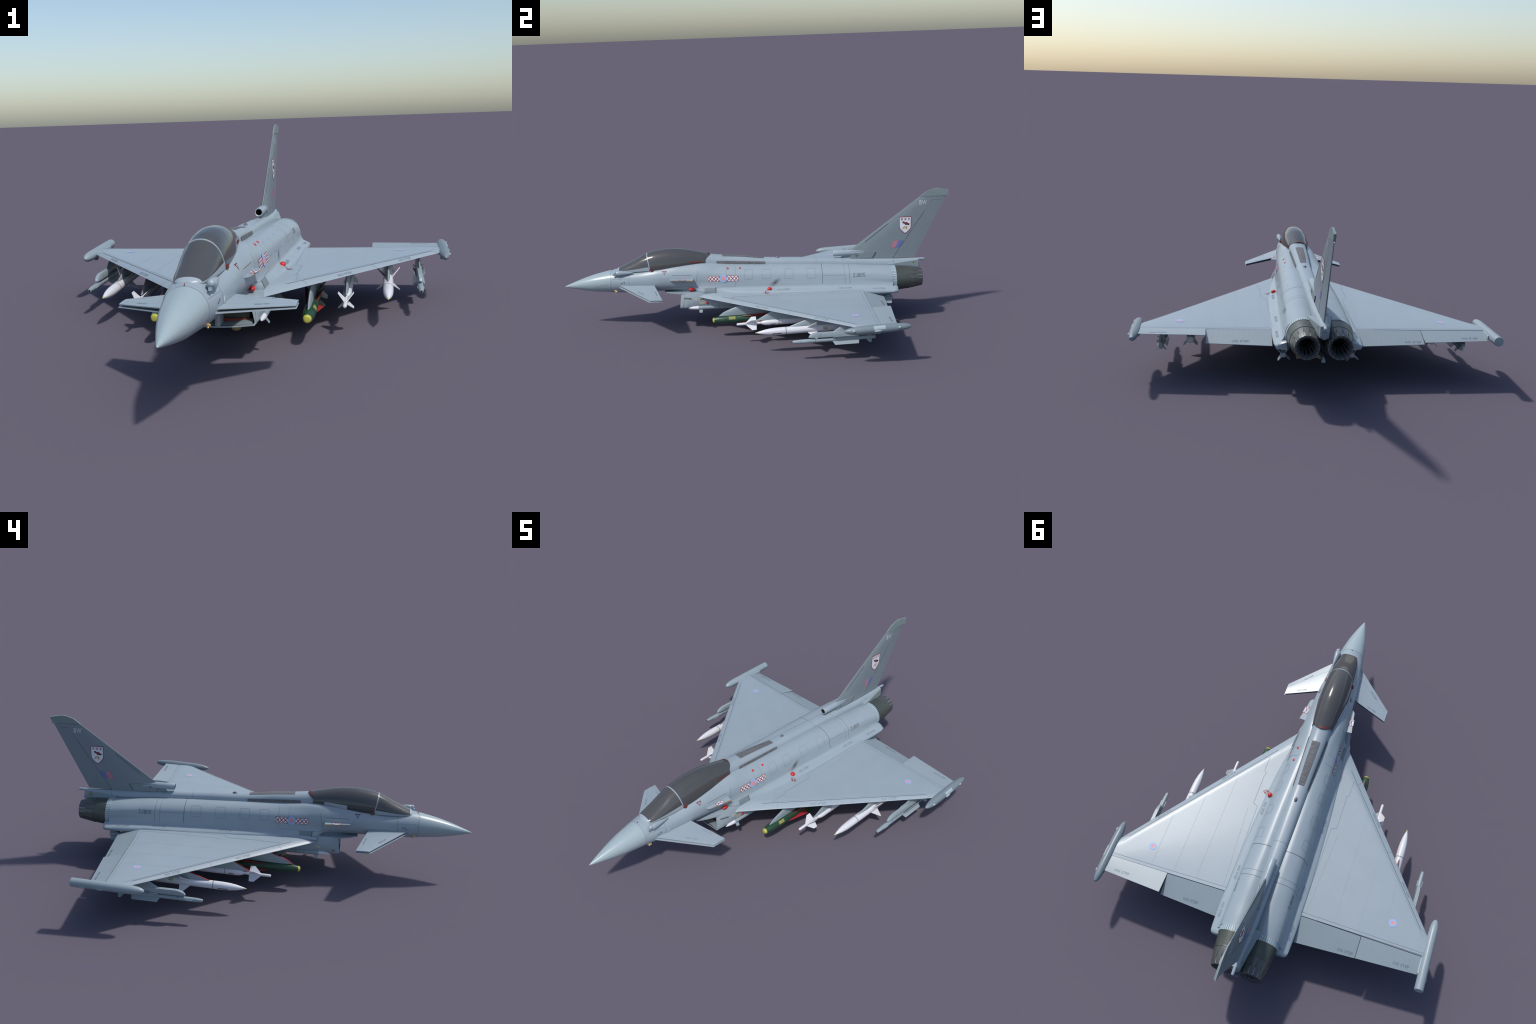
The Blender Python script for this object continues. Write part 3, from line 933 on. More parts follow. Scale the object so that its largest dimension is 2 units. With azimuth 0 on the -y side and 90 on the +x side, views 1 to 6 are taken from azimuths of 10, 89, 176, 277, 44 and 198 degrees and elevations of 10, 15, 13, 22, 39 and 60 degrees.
for s in (1, -1):
    # --- green bomb
    pylon(s, .239, [(-.198, .1125), (-.173, .1325)], -.055, .33, .128, red=s < 0)
    M = store_matrix(s * .239, -.2300, .0905, 1.6)
    r = .0205
    b = finish("bomb", *xform(revolve([(.008, .0125), (.020, .0158), (.036, .0183), (.060, .0200), (.085, r), (.250, r), (.32, .019), (.40, .014), (.44, .0125)], 36), M), M_GREEN)
    finish("bomb_nose", *xform(revolve([(.000, .0035), (.0008, .0085), (.004, .0118), (.0095, .0138)], 24), M @ Matrix.Rotation(pi / 8, 4, 'Y')), M_YELLOW, b)
    fins(b, M, [(.115, .019), (.285, .046), (.300, .046), (.300, .019)], 4, 45, M_GREEN)
    fins(b, M, [(.150, .0205), (.150, .0245), (.262, .0425), (.262, .0205)], 4, 45, M_BOMBRED, .0024, "fin_panel")
    fins(b, M, [(.325, .014), (.375, .046), (.425, .046), (.425, .011)], 4, 45, M_GREEN)
    for k in range(4):
        a = 56 if s > 0 else -20
        band(b, M, .082, .115, r + .0006, M_DULLYEL, a - k * 11, a - k * 11 - 9, "stencil", 4)
    # --- guided white bomb
    pylon(s, .346, [(-.0165, .1180)], .085, .44, .136, red=s < 0)
    M = store_matrix(s * .3465, -.1095, .1025, 1.8)
    b = finish("guided_bomb", *xform(revolve([(0, .0008), (.0006, .0035), (.003, .0056), (.0065, .0062), (.040, .0064), (.116, .0066), (.121, .0072), (.128, .0105), (.142, .0140), (.160, .0150),
                                              (.36, .0150), (.44, .0140), (.485, .011)], 32), M), M_WHITE)
    fins(b, M, [(.044, .005), (.074, .0355), (.095, .0355), (.098, .005)], 4, 45, M_WHITE, .0020)
    fins(b, M, [(.40, .012), (.425, .036), (.472, .036), (.478, .011)], 4, 45, M_MISSILE, .0020)
    band(b, M, .2045, .2075, .01525, M_PATCH)
    band(b, M, .1165, .1185, .0070, M_CREAM)
    band(b, M, .165, .188, .0153, M_TYPE, -35 if s > 0 else 180, -12 if s > 0 else 203, "stencil", 6)
    # --- white missile with mid wings
    pylon(s, .482, [(.1400, .1320)], .262, .53, .146, red=s < 0)
    M = store_matrix(s * .482, -.0200, .1060, 2.4)
    r = .0176
    b = finish("missile", *xform(revolve([(0, .0005), (.004, .0018), (.020, .0066), (.045, .0122), (.070, .0156), (.095, .0172), (.125, r), (.46, r), (.515, .014), (.518, .011)], 36), M), M_WHITE)
    finish("nose_tip", *xform(revolve([(-.0012, .0005), (.004, .0022), (.0115, .0046)], 20), M), material("pale_yellow", (.55, .56, .25), .5) if s > 0 else bpy.data.materials["pale_yellow"], b)
    fins(b, M, [(.238, .012), (.282, .058), (.287, .058), (.290, .012)], 4, 45, M_WHITE, .0020)
    fins(b, M, [(.43, .012), (.468, .038), (.502, .038), (.508, .012)], 4, 45, M_MISSILE, .0020)
    band(b, M, .1425, .1460, r + .0003, M_PATCH)
    band(b, M, .078, .122, r + .0001, M_TYPE, -30 if s > 0 else 188, -8 if s > 0 else 210, "stencil", 6)
    for k in (0, 1):
        a = (14 if s > 0 else 150) - k * 22
        band(b, M, .318, .338, r + .0005, M_DULLYEL, a, a + 14, "stencil", 4)
    # --- rail-launched missile
    M = store_matrix(s * .594, .1440, .0958, 1.8)
    r = .0095
    b = finish("missile", *xform(revolve([(.003, .0045), (.0035, .0058), (.012, .0075), (.030, .0090), (.045, r), (.375, r), (.383, .0085)], 28), M), M_MISSILE)
    finish("seeker_dome", *xform(revolve([(-.001, .0006), (0, .0022), (.002, .0038), (.0045, .0045)], 16), M), M_SOOT, b)
    fins(b, M, [(.185, .008), (.196, .0285), (.304, .0285), (.308, .008)], 4, 45, M_MISSILE, .0016)
    fins(b, M, [(.338, .008), (.352, .026), (.362, .026), (.366, .008)], 4, 45, M_MISSILE, .0016)
    fins(b, M, [(.045, .008), (.047, .0118), (.075, .0118), (.077, .008)], 2, 90, M_MISSILE, .003, "nose_strake")
    band(b, M, .1075, .110, r + .0003, M_DBLUE)
    # rail and its short pylon
    MR = store_matrix(s * .594, .2215, .1235, 1.3)
    rings = []
    for y, k in ((0, .10), (.004, .42), (.012, .66), (.026, .88), (.040, 1), (.30, 1), (.322, .75), (.330, .5)):
        hw, zt, zb = .0098 * (.35 + .65 * k), -.0085 + .0215 * k, -.0085
        rings.append([MR @ V(q) for q in ((-hw, y, zb), (hw, y, zb), (hw, y, zb + (zt - zb) * .7), (hw * .7, y, zt), (-hw * .7, y, zt), (-hw, y, zb + (zt - zb) * .7))])
    rail = finish("launch_rail", *loft(rings), M_MISSILE, angle=30)
    finish("rail_seam", *xform(box(-.0102, .0102, .0525, .0540, -.0086, .0090), MR), M_PATCH, rail, smooth=False)
    pylon(s, .594, [(.318, .130)], .392, .57, .138)
    # --- fuselage missiles, front and rear pairs
    for y0, x, z, L in ((-.3555, .1190, .1185, .385), (.258, .1290, .1305, .432)):
        M = store_matrix(s * x, y0, z, .6)
        b = finish("missile", *xform(revolve([(.052, .0100), (L - .01, .0100), (L, .0088)], 28), M), M_MISSILE)
        finish("missile_nose", *xform(revolve([(0, .0006), (.006, .0028), (.020, .0066), (.036, .0089), (.0525, .0100)], 28), M), M_WHITE, b)
        if y0 < 0:
            fins(b, M, [(.054, .008), (.055, .0265), (.071, .0265), (.072, .008)], 1, 180 + s * -35, M_MISSILE, .0016)
        fins(b, M, [(.20, .008), (.235, .030), (.245, .030), (.248, .008)], 4, 45, M_MISSILE, .0016)
        fins(b, M, [(L - .05, .008), (L - .03, .032), (L - .008, .032), (L - .004, .008)], 4, 52, M_MISSILE, .0018)
        band(b, M, .155, .158, .0103, M_DBLUE)

# centre-line store: tan-nosed guided pod with tail fins, the lowest part of the aircraft
M = store_matrix(0, -.1450, .0415, -1.0)
c = finish("belly_bomb", *xform(revolve([(.026, .0168), (.040, .0205), (.070, .0300), (.10, .0335), (.15, .0358), (.25, .0362), (.34, .030), (.44, .018), (.52, .012), (.55, .011)], 32), M), M_DARKSTORE)
finish("seeker_ball", *xform(revolve([(0, .0005), (.002, .0068), (.007, .0118), (.016, .0160), (.024, .0172), (.032, .0165)], 28), M), M_TAN, c)
for a in (70, -70, 115, -115):
    fins(c, M, [(.475, .010), (.500, .0540), (.540, .0540), (.545, .010)], 1, 180 + a, M_TAN, .002)
finish("belly_pylon", *xform(box(-.006, .006, -.02, .30, .066, .125), Matrix.Identity(4)), M_MISSILE)


# ------------------------------------------------------------------ markings, projected on to the skin
def nearest_hit(bvhs, p, d):
    best = None
    for b in bvhs:
        h = b.ray_cast(p, d)
        if h[0] is not None and (best is None or h[3] < best[3]):
            best = h
    return best


def decal(name, verts2, faces, mat, org, U, W, D, bvhs, lift=.0007, parent=None, stuff=False):
    org, U, W, D = V(org), V(U).normalized(), V(W).normalized(), V(D).normalized()
    out, bad = [], set()
    for i, (a, b) in enumerate(verts2):
        p = org + U * a + W * b
        h = nearest_hit(bvhs, p - D * .25, D)
        if h is None:
            bad.add(i)
            out.append(p)
        else:
            n = h[1] if h[1].dot(D) < 0 else -h[1]
            out.append(h[0] + n * lift)
    faces = [f for f in faces if not (set(f) & bad)]
    ob = finish(name, out, faces, mat, parent, recalc=False, smooth=True, angle=80, stuff=stuff)
    return ob


def grid(x0, x1, y0, y1, nx, ny, shear=0.0):
    v = [(x0 + (x1 - x0) * i / nx + shear * (y1 - y0) * j / ny, y0 + (y1 - y0) * j / ny) for j in range(ny + 1) for i in range(nx + 1)]
    n = nx + 1
    f = [(j * n + i, j * n + i + 1, (j + 1) * n + i + 1, (j + 1) * n + i) for j in range(ny) for i in range(nx)]
    return v, f


def disc(r0, r1, n=40, rings=3, c=(0, 0)):
    v, f = [], []
    for k in range(rings + 1):
        r = r0 + (r1 - r0) * k / rings
        for j in range(n):
            v.append((c[0] + r * cos(2 * pi * j / n), c[1] + r * sin(2 * pi * j / n)))
    for k in range(rings):
        for j in range(n):
            m = (j + 1) % n
            f.append((k * n + j, k * n + m, (k + 1) * n + m, (k + 1) * n + j))
    return v, f


def stroke(a, b, w, n=6):
    a, b = V((a[0], a[1], 0)), V((b[0], b[1], 0))
    t = (b - a).normalized()
    s = V((-t.y, t.x, 0)) * w / 2
    v, f = [], []
    for i in range(n + 1):
        p = a + (b - a) * i / n
        v += [(p.x - s.x, p.y - s.y), (p.x + s.x, p.y + s.y)]
    f = [(2 * i, 2 * i + 1, 2 * i + 3, 2 * i + 2) for i in range(n)]
    return v, f


def join2(*parts):
    v, f = [], []
    for a, b in parts:
        o = len(v)
        v += a
        f += [tuple(i + o for i in q) for q in b]
    return v, f


def fan(poly, n=0):
    """polygon as triangles round its centre"""
    c = (sum(p[0] for p in poly) / len(poly), sum(p[1] for p in poly) / len(poly))
    return [c] + list(poly), [(0, i + 1, (i + 1) % len(poly) + 1) for i in range(len(poly))]


_text_cache = {}


def text2(body, height, width=None):
    """built-in font as flat 2D mesh, centred"""
    if body not in _text_cache:
        cu = bpy.data.curves.new("tmp", 'FONT')
        cu.body = body
        cu.size = 1.0
        cu.space_character = 1.12
        cu.resolution_u = 3
        cu.offset = 0.018
        ob = bpy.data.objects.new("tmp", cu)
        bpy.context.scene.collection.objects.link(ob)
        dg = bpy.context.evaluated_depsgraph_get()
        me = bpy.data.meshes.new_from_object(ob.evaluated_get(dg))
        v = [(p.co.x, p.co.y) for p in me.vertices]
        f = [tuple(p.vertices) for p in me.polygons]
        bpy.data.objects.remove(ob)
        bpy.data.curves.remove(cu)
        bpy.data.meshes.remove(me)
        x0, x1 = min(p[0] for p in v), max(p[0] for p in v)
        y0, y1 = min(p[1] for p in v), max(p[1] for p in v)
        _text_cache[body] = ([((p[0] - (x0 + x1) / 2) / (y1 - y0), (p[1] - (y0 + y1) / 2) / (y1 - y0)) for p in v], f, (x1 - x0) / (y1 - y0))
    v, f, asp = _text_cache[body]
    sx = height if width is None else width / asp
    return [(x * sx, y * height) for x, y in v], f


def ring_pts(cx, cy, rx, ry, n=14):
    return [(cx + rx * cos(2 * pi * k / n), cy + ry * sin(2 * pi * k / n)) for k in range(n + 1)]


GLYPHS = {
    "Z": [[(0.02, .95), (.58, .95), (.03, .05), (.60, .05)]],
    "J": [[(.46, 1), (.46, .24), (.41, .10), (.28, .04), (.13, .08), (.05, .26)]],
    "8": [ring_pts(.30, .745, .22, .215), ring_pts(.30, .285, .26, .245)],
    "0": [ring_pts(.30, .5, .25, .46)],
    "5": [[(.53, .95), (.14, .95), (.09, .50), (.28, .60), (.46, .55), (.55, .34), (.47, .12), (.28, .05), (.08, .14)]],
}


def stroke_text(word, h, w, wt=.105):
    """word drawn with plain strokes: h letter height, w whole width, wt stroke weight"""
    parts, x = [], 0.0
    for ch in word:
        for pl in GLYPHS[ch]:
            for a, b in zip(pl, pl[1:]):
                parts.append(([(p[0] + x, p[1]) for p in (a, b)], wt))
        x += .76
    tot = x - .16
    out = []
    for (a, b), k in parts:
        f = lambda p: ((p[0] / tot - .5) * w, (p[1] - .5) * h)
        A, B = f(a), f(b)
        d = math.hypot(B[0] - A[0], B[1] - A[1]) or 1
        e = k * h * .35
        u = ((B[0] - A[0]) / d * e, (B[1] - A[1]) / d * e)
        out.append(stroke((A[0] - u[0], A[1] - u[1]), (B[0] + u[0], B[1] + u[1]), k * h, 2))
    return join2(*out)


ALL = [BODY_BVH, wing_bvh[1], wing_bvh[-1]]
DOWN = (0, 0, -1)

# wing roundels
for s in (1, -1):
    w = wings[s]
    for nm, a, b, m in (("roundel", .0088, .0165, M_BLUE), ("roundel", 0.0002, .0088, M_PINK)):
        decal(nm, *disc(a, b), m, (s * .526, .4457, .2), (1, 0, 0), (0, 1, 0), DOWN, [wing_bvh[s]], .0008, w)

# fuselage bars with roundel
for s in (1, -1):
    o, U, W, D = (s * .2, -.1720, .2637), (0, s, 0), (0, 0, 1), (-s, 0, 0)
    kw = dict(bvhs=[BODY_BVH])
    decal("chequer_bar", *grid(-.0765, .0765, -.0140, .0140, 30, 6), M_MARKRED, o, U, W, D, lift=.0006, **kw)
    for c in (-.0475, .0475):
        decal("chequer_bar", *grid(c - .0275, c + .0275, -.0118, .0118, 14, 6), M_MARKWHITE, o, U, W, D, lift=.0010, **kw)
        xs = [c - .0178, c, c + .0178]
        st = []
        for x in xs:
            st += [stroke((x - .0085, -.0100), (x + .0085, .0100), .0036), stroke((x - .0085, .0100), (x + .0085, -.0100), .0036)]
        decal("chequer_cross", *join2(*st), M_MARKRED, o, U, W, D, lift=.0014, **kw)
    decal("roundel", *disc(.0112, .0200), M_BLUE, o, U, W, D, lift=.0018, **kw)
    decal("roundel", *disc(.0002, .0112), M_PINK, o, U, W, D, lift=.0018, **kw)
    # serial
    decal("serial_lettering", *stroke_text("ZJ805", .0185, .0610), M_SERIAL, (s * .2, .520, .2570), U, W, D, lift=.0008, **kw)
    # ejection warning triangle
    tri = lambda k: fan([(-.0095 * k, .0068 * k), (.0095 * k, .0068 * k), (0, -.0092 * k)])
    for k, m, l in ((1.42, M_PATCH, .0006), (1.25, M_DRED, .0009), (.66, M_MARKWHITE, .0012), (.46, M_DBLUE, .0015)):
        decal("warning_triangle", *tri(k), m, (s * .2, -.472, .3437), U, W, (-s, 0, -.35), lift=l, **kw)
    # intake side labels
    IB = [BVHTree.FromPolygons(vo, fo)]
    if s > 0:
        decal("rescue_arrow", *fan([(-.024, -.0045), (.017, -.0045), (.024, 0), (.017, .0045), (-.024, .0045)]), M_PATCH, (.2, -.357, .1690), U, W, D, IB, .0006)
        decal("rescue_lettering", *text2("RESCUE", .0058, .036), M_SOOT, (.2, -.359, .1690), U, W, D, IB, .0010)
        decal("label_disc", *disc(.0002, .0072), M_CREAM, (.2, -.3135, .1660), U, W, D, IB, .0006)
        decal("label_plate", *grid(-.014, .014, -.0062, .0062, 4, 2), M_CREAM, (.2, -.285, .1640), U, W, D, IB, .0006)
        decal("label_plate", *grid(-.0125, .0125, -.0062, .0062, 4, 2), M_CREAM, (.2, -.285, .1435), U, W, D, IB, .0006)
        decal("label_text", *grid(-.011, .011, -.004, .004, 4, 2), M_TYPE, (.2, -.285, .1650), U, W, D, IB, .0010)
    else:
        decal("label_plate", *grid(-.0145, .0145, -.0070, .0070, 4, 2), M_PATCH, (-.2, -.370, .1330), U, W, D, IB, .0006)
        decal("label_plate", *grid(-.0125, .0125, -.0055, .0055, 4, 2), M_DULLYEL, (-.2, -.370, .1330), U, W, D, IB, .0010)
        decal("label_text", *grid(-.010, .010, -.0035, .0035, 4, 2), M_TYPE, (-.2, -.370, .1330), U, W, D, IB, .0014)
        decal("label_text", *grid(-.0105, .0105, -.003, .003, 4, 2), M_CREAM, (-.2, -.300, .1520), U, W, D, IB, .0006)
    # varicowl band round the mouth, side vane
    decal("cowl_edge", *grid(-.0085, .0085, -.0350, .0350, 2, 10, .12), material("cowl_grey", (.30, .36, .37), .45) if s > 0 else bpy.data.materials["cowl_grey"],
          (s * .2, -.3905, .1555), U, W, D, IB, .0008)
    decal("intake_vane", *grid(-.029, .027, -.0105, .0105, 10, 4), M_PATCH, (s * .2, -.240, .2085), U, W, D, lift=.0016, **kw)
    decal("vane_edge", *grid(.027, .0295, -.0125, .0125, 1, 4), M_GAP, (s * .2, -.240, .2085), U, W, D, lift=.0018, **kw)
    # small triangular cooling inlet ahead of the canard
    decal("cooling_inlet", *fan([(-s * .014, -.005), (s * .012, -.003), (s * .011, .006)]), M_GAP, (s * .2, -.688, .2535), U, W, D, lift=.0006, **kw)
    decal("cooling_inlet", *fan([(-s * .006, -.0035), (s * .010, -.002), (s * .009, .0032)]), M_LITE, (s * .2, -.688, .2535), U, W, D, lift=.0010, **kw)

if True:
    # covers over openings on the +x side only
    for p in ((.0740, -.1487, .3090), (.0735, -.0861, .3083)):
        h = BODY_BVH.find_nearest(V(p))
        q = Matrix.Translation(h[0]) @ h[1].to_track_quat('Y', 'Z').to_matrix().to_4x4()
        finish("port_cover", *xform(revolve([(-.001, .0055), (.0012, .0055), (.0022, .0040), (.0024, .001)], 18), q), M_RED)
    finish("exhaust_plug", *xform(revolve([(-.0115 * cos(pi * i / 10), .0108 * sin(pi * i / 10)) for i in range(11)], 18),
                                  Matrix.Translation((.1315, .0610, .2080)) @ Matrix.Scale(.85, 4, (0, 0, 1))), M_RED)
    finish("port_cover", *xform(revolve([(-.002, .0070), (.003, .0070), (.0045, .0050), (.005, .001)], 18),
                                Matrix.Translation((.1235, -.2585, .1455)) @ Matrix.Rotation(radians(-90), 4, 'Z')), M_RED)
    z = .203
    decal("warning_marking", *join2(stroke((-.014, 0), (0, .012), .0016), stroke((0, .012), (.014, 0), .0016), stroke((.014, 0), (0, -.012), .0016), stroke((0, -.012), (-.014, 0), .0016),
                                    stroke((-.009, -.005), (.001, -.004), .006), stroke((0, .004), (.008, .002), .006)),
          M_MARKRED, (.1545, .045, z), (1, 0, 0), (0, 1, 0), DOWN, ALL, .0008)


# panel lines -------------------------------------------------------------
line_verts, line_faces = {}, {}


def add_line(kind, pts, D, bvhs, w=.0011, lift=.0005, step=.006):
    D = V(D).normalized()
    samples = []
    for a, b in zip(pts, pts[1:]):
        a, b = V(a), V(b)
        n = max(1, int((b - a).length / step))
        samples += [a + (b - a) * i / n for i in range(n)]
    samples.append(V(pts[-1]))
    hit = []
    for p in samples:
        h = nearest_hit(bvhs, p - D * .25, D)
        hit.append((h[0], h[1] if h[1].dot(D) < 0 else -h[1]) if h else None)
    _ribbon(kind, hit, w, lift)


def add_ring(kind, y, a0, a1, w=.0011, lift=.0005, n=50, cz=.24, cx=0.0, bvh=None):
    hit = []
    for i in range(n + 1):
        a = radians(a0 + (a1 - a0) * i / n)
        d = V((cos(a), 0, sin(a)))
        h = (bvh or BODY_BVH).ray_cast(V((cx, y, cz)) + d * .4, -d)
        hit.append((h[0], h[1] if h[1].dot(d) > 0 else -h[1]) if h[0] else None)
    _ribbon(kind, hit, w, lift)


def _ribbon(kind, hit, w, lift):
    vs, fs = line_verts.setdefault(kind, []), line_faces.setdefault(kind, [])
    prev = None
    for i, h in enumerate(hit):
        if h is None:
            prev = None
            continue
        j = i + 1 if i + 1 < len(hit) and hit[i + 1] else i - 1
        if j < 0 or hit[j] is None:
            prev = None
            continue
        t = (hit[j][0] - h[0]) * (1 if j > i else -1)
        if t.length > .05:
            prev = None
            continue
        sd = t.cross(h[1]).normalized() * w * (.62 if kind == "fine" else .5)
        o = len(vs)
        vs += [h[0] - sd + h[1] * lift, h[0] + sd + h[1] * lift]
        if prev is not None:
            fs.append((prev, prev + 1, o + 1, o))
        prev = o


add_ring("fine", -.752, -90, 270, .0010)
for s in (1, -1):
    f = (lambda a: a) if s > 0 else (lambda a: 180 - a)
    side = (-s, 0, 0)
    B = [BODY_BVH]
    add_ring("gap", .333, f(62), f(-9), .0016)
    add_ring("brown", .472, f(70), f(-10), .0012)
    add_ring("fine", .448, f(70), f(-10), .0009)
    add_line("fine", [(s * .2, .333, .262), (s * .2, .448, .260)], side, B, .0008)
    add_ring("fine", -.655, f(50), f(-12), .0010)
    add_line("fine", [(s * .2, -.745, .272), (s * .2, -.660, .274)], side, B, .0009)
    add_line("fine", [(s * .2, -.300, .305), (s * .2, -.318, .226)], side, B, .0010)
    add_line("fine", [(s * .2, -.470, .2215), (s * .2, -.318, .226), (s * .2, -.300, .219), (s * .2, -.205, .219), (s * .2, -.200, .2225), (s * .2, -.110, .2225), (s * .2, -.110, .320)], side, B, .0009)
    add_line("fine", [(s * .2, -.157, .235), (s * .2, -.157, .318)], side, B, .0006)
    # sunken step plate line above the strake
    add_line("gap", [(s * .2, -.435, .2860), (s * .2, -.330, .2875)], side, B, .0012)
    # access panels in a row along the engine side
    for y0, w, zt in ((-.064, .043, .3000), (.026, .045, .2985), (.140, .045, .2965), (.255, .045, .2940)):
        zb = zt - .043
        q = [(y0 + .003, zb), (y0, zb + .003), (y0, zt - .003), (y0 + .003, zt), (y0 + w - .003, zt), (y0 + w, zt - .003), (y0 + w, zb + .003), (y0 + w - .003, zb), (y0 + .003, zb)]
        add_line("fine", [(s * .2, a, b) for a, b in q], side, B, .0008)
    # radome strip
    add_line("seam", [(s * .2, -.835, .232), (s * .2, -.765, .246)], side, B, .0016, .0010)
    # wing: slat gap, slat joints, hinge cover lines, root panel
    WB = [wing_bvh[s], BODY_BVH]
    le = lambda x: lerp_pts(W_LE, x)
    sl = lambda x: le(x) + .050 - .022 * (x - .17) / .5
    add_line("gap", [(s * .172, sl(.172), .3), (s * .640, sl(.640), .3)], DOWN, WB, .0016)
    add_line("fine", [(s * .640, sl(.640), .3), (s * .664, le(.664) + .002, .3)], DOWN, WB, .0010)
    add_line("fine", [(s * .20, sl(.20) + .012, .3), (s * .630, sl(.630) + .010, .3), (s * .655, sl(.655) + .012, .3)], DOWN, WB, .0007)
    for x in (.217, .425):
        add_line("fine", [(s * x, sl(x), .3), (s * (x + .018), le(x + .018) + .003, .3)], DOWN, WB, .0009)
    add_line("lite", [(s * .145, -.235, .3), (s * .160, -.170, .3)], DOWN, WB, .0018)
    add_line("fine", [(s * .197, -.135, .3), (s * .197, -.055, .3), (s * .185, -.045, .3), (s * .190, -.030, .3), (s * .190, .115, .3), (s * .168, .125, .3)], DOWN, WB, .0011)
    add_line("fine", [(s * .168, .125, .3), (s * .1625, .530, .3)], DOWN, WB, .0009)
    add_line("fine", [(s * .163, .518, .3), (s * .672, .527, .3)], DOWN, WB, .0010)
    add_line("gap", [(s * .166, .5335, .3), (s * (.672 if s < 0 else .42), .537, .3)], DOWN, WB, .0013)
    for x in (.30, .40, .50):
        add_line("faint", [(s * x, sl(x) + .02, .3), (s * x, .515, .3)], DOWN, WB, .0006)
    add_line("faint", [(s * .205, .14, .3), (s * .180, .515, .3)], DOWN, WB, .0012)
    # canard line
    add_line("faint", [(s * .075, -.650, .4), (s * .235, -.520, .4)], DOWN, [can_bvh[s]], .0006)
    for z in (.330, .3275):
        pass
# fin hinge lines
for s in (1, -1):
    yh = lambda z: .7100 + (z - .3075) * (.9131 - .7100) / (.6103 - .3075)
    add_line("gap", [(s * .2, yh(.310), .310), (s * .2, yh(.6095), .6095), (s * .2, lerp_pts(F_TE, .6095) - .002, .6095)], (-s, 0, 0), [FIN_BVH], .0014)
    add_line("fine", [(s * .2, .858, .6270), (s * .2, .984, .6270)], (-s, 0, 0), [FIN_BVH], .0012)
    fy = lambda z, c: lerp_pts(F_LE, z) + c * (lerp_pts(F_TE, z) - lerp_pts(F_LE, z))
    add_line("gap", [(s * .2, fy(.400, .068), .400), (s * .2, fy(.494, .068), .494)], (-s, 0, 0), [FIN_BVH], .0016, .0014)
    for y in (.448, .31):
        add_ring("fine", y, 90, 90 - s * 75, .0009, cz=.30, bvh=SPINE_BVH)
    add_line("gap", [(s * .2, .712, .290), (s * .2, .712, .306)], (-s, 0, 0), [SPINE_BVH], .0014)

for kind, m in (("fine", M_LINE), ("gap", M_GAP), ("brown", material("brown_seam", (.13, .10, .09), .7)), ("lite", M_LITE), ("seam", material("seam_strip", (.36, .44, .47), .4)),
                ("faint", material("faint_line", (.28, .345, .385), .5))):
    finish("panel_line", line_verts[kind], line_faces[kind], m, recalc=False, angle=80, stuff=True)

# NO STEP lettering -------------------------------------------------------
def step_text(x, y, U, bvhs, h=.0115, w=.066, m=M_STEP):
    h, w = h * 1.12, w * 1.28
    U = V(U).normalized()
    W = V((0, 0, 1)).cross(U)
    decal("step_lettering", *text2("NO STEP", h, w), m, (x, y, .3), U, W, DOWN, bvhs, .0007)


LEDIR = V((.59, .8005, 0)).normalized()
for s in (1, -1):
    WB = [wing_bvh[s], BODY_BVH]
    d = V((s * LEDIR.x, LEDIR.y, 0)) * s
    for x in (.342, .541):
        step_text(s * x, lerp_pts(W_LE, x) + .0165, d, [wing_bvh[s]], .0088, .055)
    step_text(s * .138, .1315, (0, s, 0), WB, .0105, .050)
    step_text(s * .1440, .4460, (0, s, 0), WB, .0095, .050)
    step_text(s * .1510, .6180, (0, s, 0), WB, .0095, .050)
    step_text(.289 if s > 0 else -.376, .612, (-1, 0, 0), [wing_bvh[s]], .0105, .050, M_LETTER)
    step_text(s * .601, .596, (-1, 0, 0), [wing_bvh[s]], .0095, .050, M_LETTER)
    step_text(s * .160, -.588, (-s * .72, -.69, 0) if s > 0 else (-.72, .69, 0), [can_bvh[s]], .0070, .036)
    step_text(s * .170, -.510, (-s * .95, -.31, 0) if s > 0 else (-.95, .31, 0), [can_bvh[s]], .0060, .036)

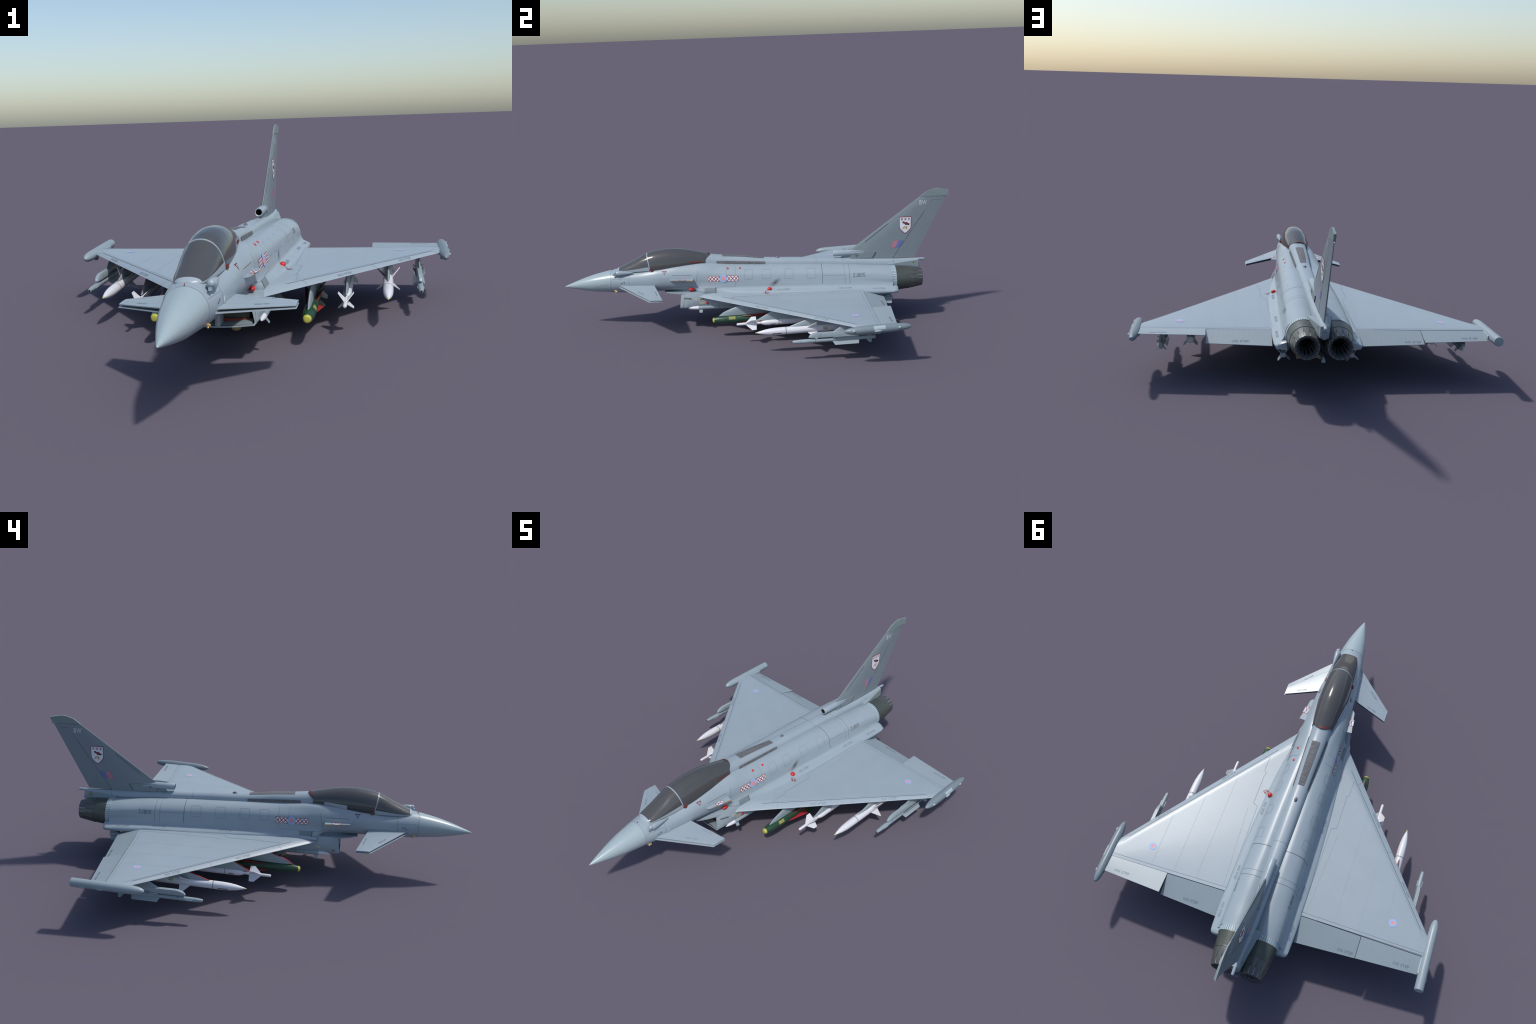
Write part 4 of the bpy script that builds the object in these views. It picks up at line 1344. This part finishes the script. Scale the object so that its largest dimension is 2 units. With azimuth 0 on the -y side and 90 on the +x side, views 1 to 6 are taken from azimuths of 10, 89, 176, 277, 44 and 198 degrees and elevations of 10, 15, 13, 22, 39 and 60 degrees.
# fin markings ------------------------------------------------------------
for s in (1, -1):
    o, U, W, D = (s * .2, .7755, .4850), (0, s, 0), (0, 0, 1), (-s, 0, 0)
    kw = dict(bvhs=[FIN_BVH], parent=fin)
    def shield(k):
        p = [(-.031 * k, .041 * k), (.031 * k, .041 * k), (.031 * k, -.010 * k)]
        p += [(.031 * k * (1 - t ** 1.9), -.010 * k - .039 * k * t) for t in frange(.2, 1, 6)]
        p += [(-x, y) for x, y in p[-2:2:-1]] + [(-.031 * k, -.010 * k)]
        return fan(p)
    decal("squadron_shield", *shield(1.0), M_MARKRED, o, U, W, D, lift=.0008, **kw)
    decal("squadron_shield", *shield(.92), M_MARKWHITE, o, U, W, D, lift=.0012, **kw)
    st = []
    for x in (-.018, 0, .018):
        st += [stroke((x - .005, .023), (x + .005, .035), .0022), stroke((x - .005, .035), (x + .005, .023), .0022)]
    decal("shield_cross", *join2(*st), M_MARKRED, o, U, W, D, lift=.0016, **kw)
    # plain bird-like emblem over a gold knot
    bird = join2(fan([(-.016, .015), (-.008, .017), (-.002, .011), (.006, .014), (.013, .008), (.022, .004), (.020, -.003), (.010, -.001), (.002, -.004), (-.004, .004)]),)
    decal("shield_emblem", *bird, M_DRED, o, U, W, D, lift=.0016, **kw)
    decal("shield_emblem", *join2(fan([(-.017, .014), (-.008, .012), (-.004, .005), (-.012, .008)]), fan([(.010, .004), (.019, .001), (.020, -.004), (.012, -.002)])), M_SOOT, o, U, W, D, lift=.0020, **kw)
    decal("shield_emblem", *join2(stroke((-.012, -.018), (-.004, -.010), .004), stroke((-.004, -.010), (-.001, -.020), .004), stroke((.002, -.012), (.009, -.012), .004),
                                  stroke((.009, -.012), (.003, -.022), .004), stroke((.003, -.022), (.010, -.024), .004), stroke((-.012, -.018), (-.012, -.025), .004)),
          material("emblem_gold", (.42, .27, .06), .5) if s > 0 else bpy.data.materials["emblem_gold"], o, U, W, D, lift=.0016, **kw)
    # fin flash
    o2 = (s * .2, .7330, .3835)
    sh = .5 * s
    decal("fin_flash", *grid(-.0240 if s > 0 else 0.0, 0.0 if s > 0 else .0240, -.0180, .0180, 4, 4, sh), M_FLASHRED, (s * .2, .7240, .3835), U, W, D, lift=.0008, **kw)
    decal("fin_flash", *grid(0.0 if s > 0 else -.0240, .0240 if s > 0 else 0.0, -.0180, .0180, 4, 4, sh), M_FLASHBLUE, (s * .2, .7240, .3835), U, W, D, lift=.0008, **kw)
    decal("code_lettering", *text2("BW", .0255, .0375), M_LITELETTER, (s * .2, .8665, .5970), U, W, D, lift=.0008, **kw)
    tb = [BVHTree.FromPolygons(*loft([ring0, ring1])), SPINE_BVH]
    decal("hazard_triangle", *fan([(-.0095, -.0075), (.0095, -.0075), (0, .0090)]), M_YELLOW, (s * .2, .8170, .2830), U, W, D, tb, .0042 if s > 0 else .0008)
    decal("hazard_mark", *disc(.0004, .0035, 12, 1), M_SOOT, (s * .2, .8170, .2810), U, W, D, tb, .0046 if s > 0 else .0012)
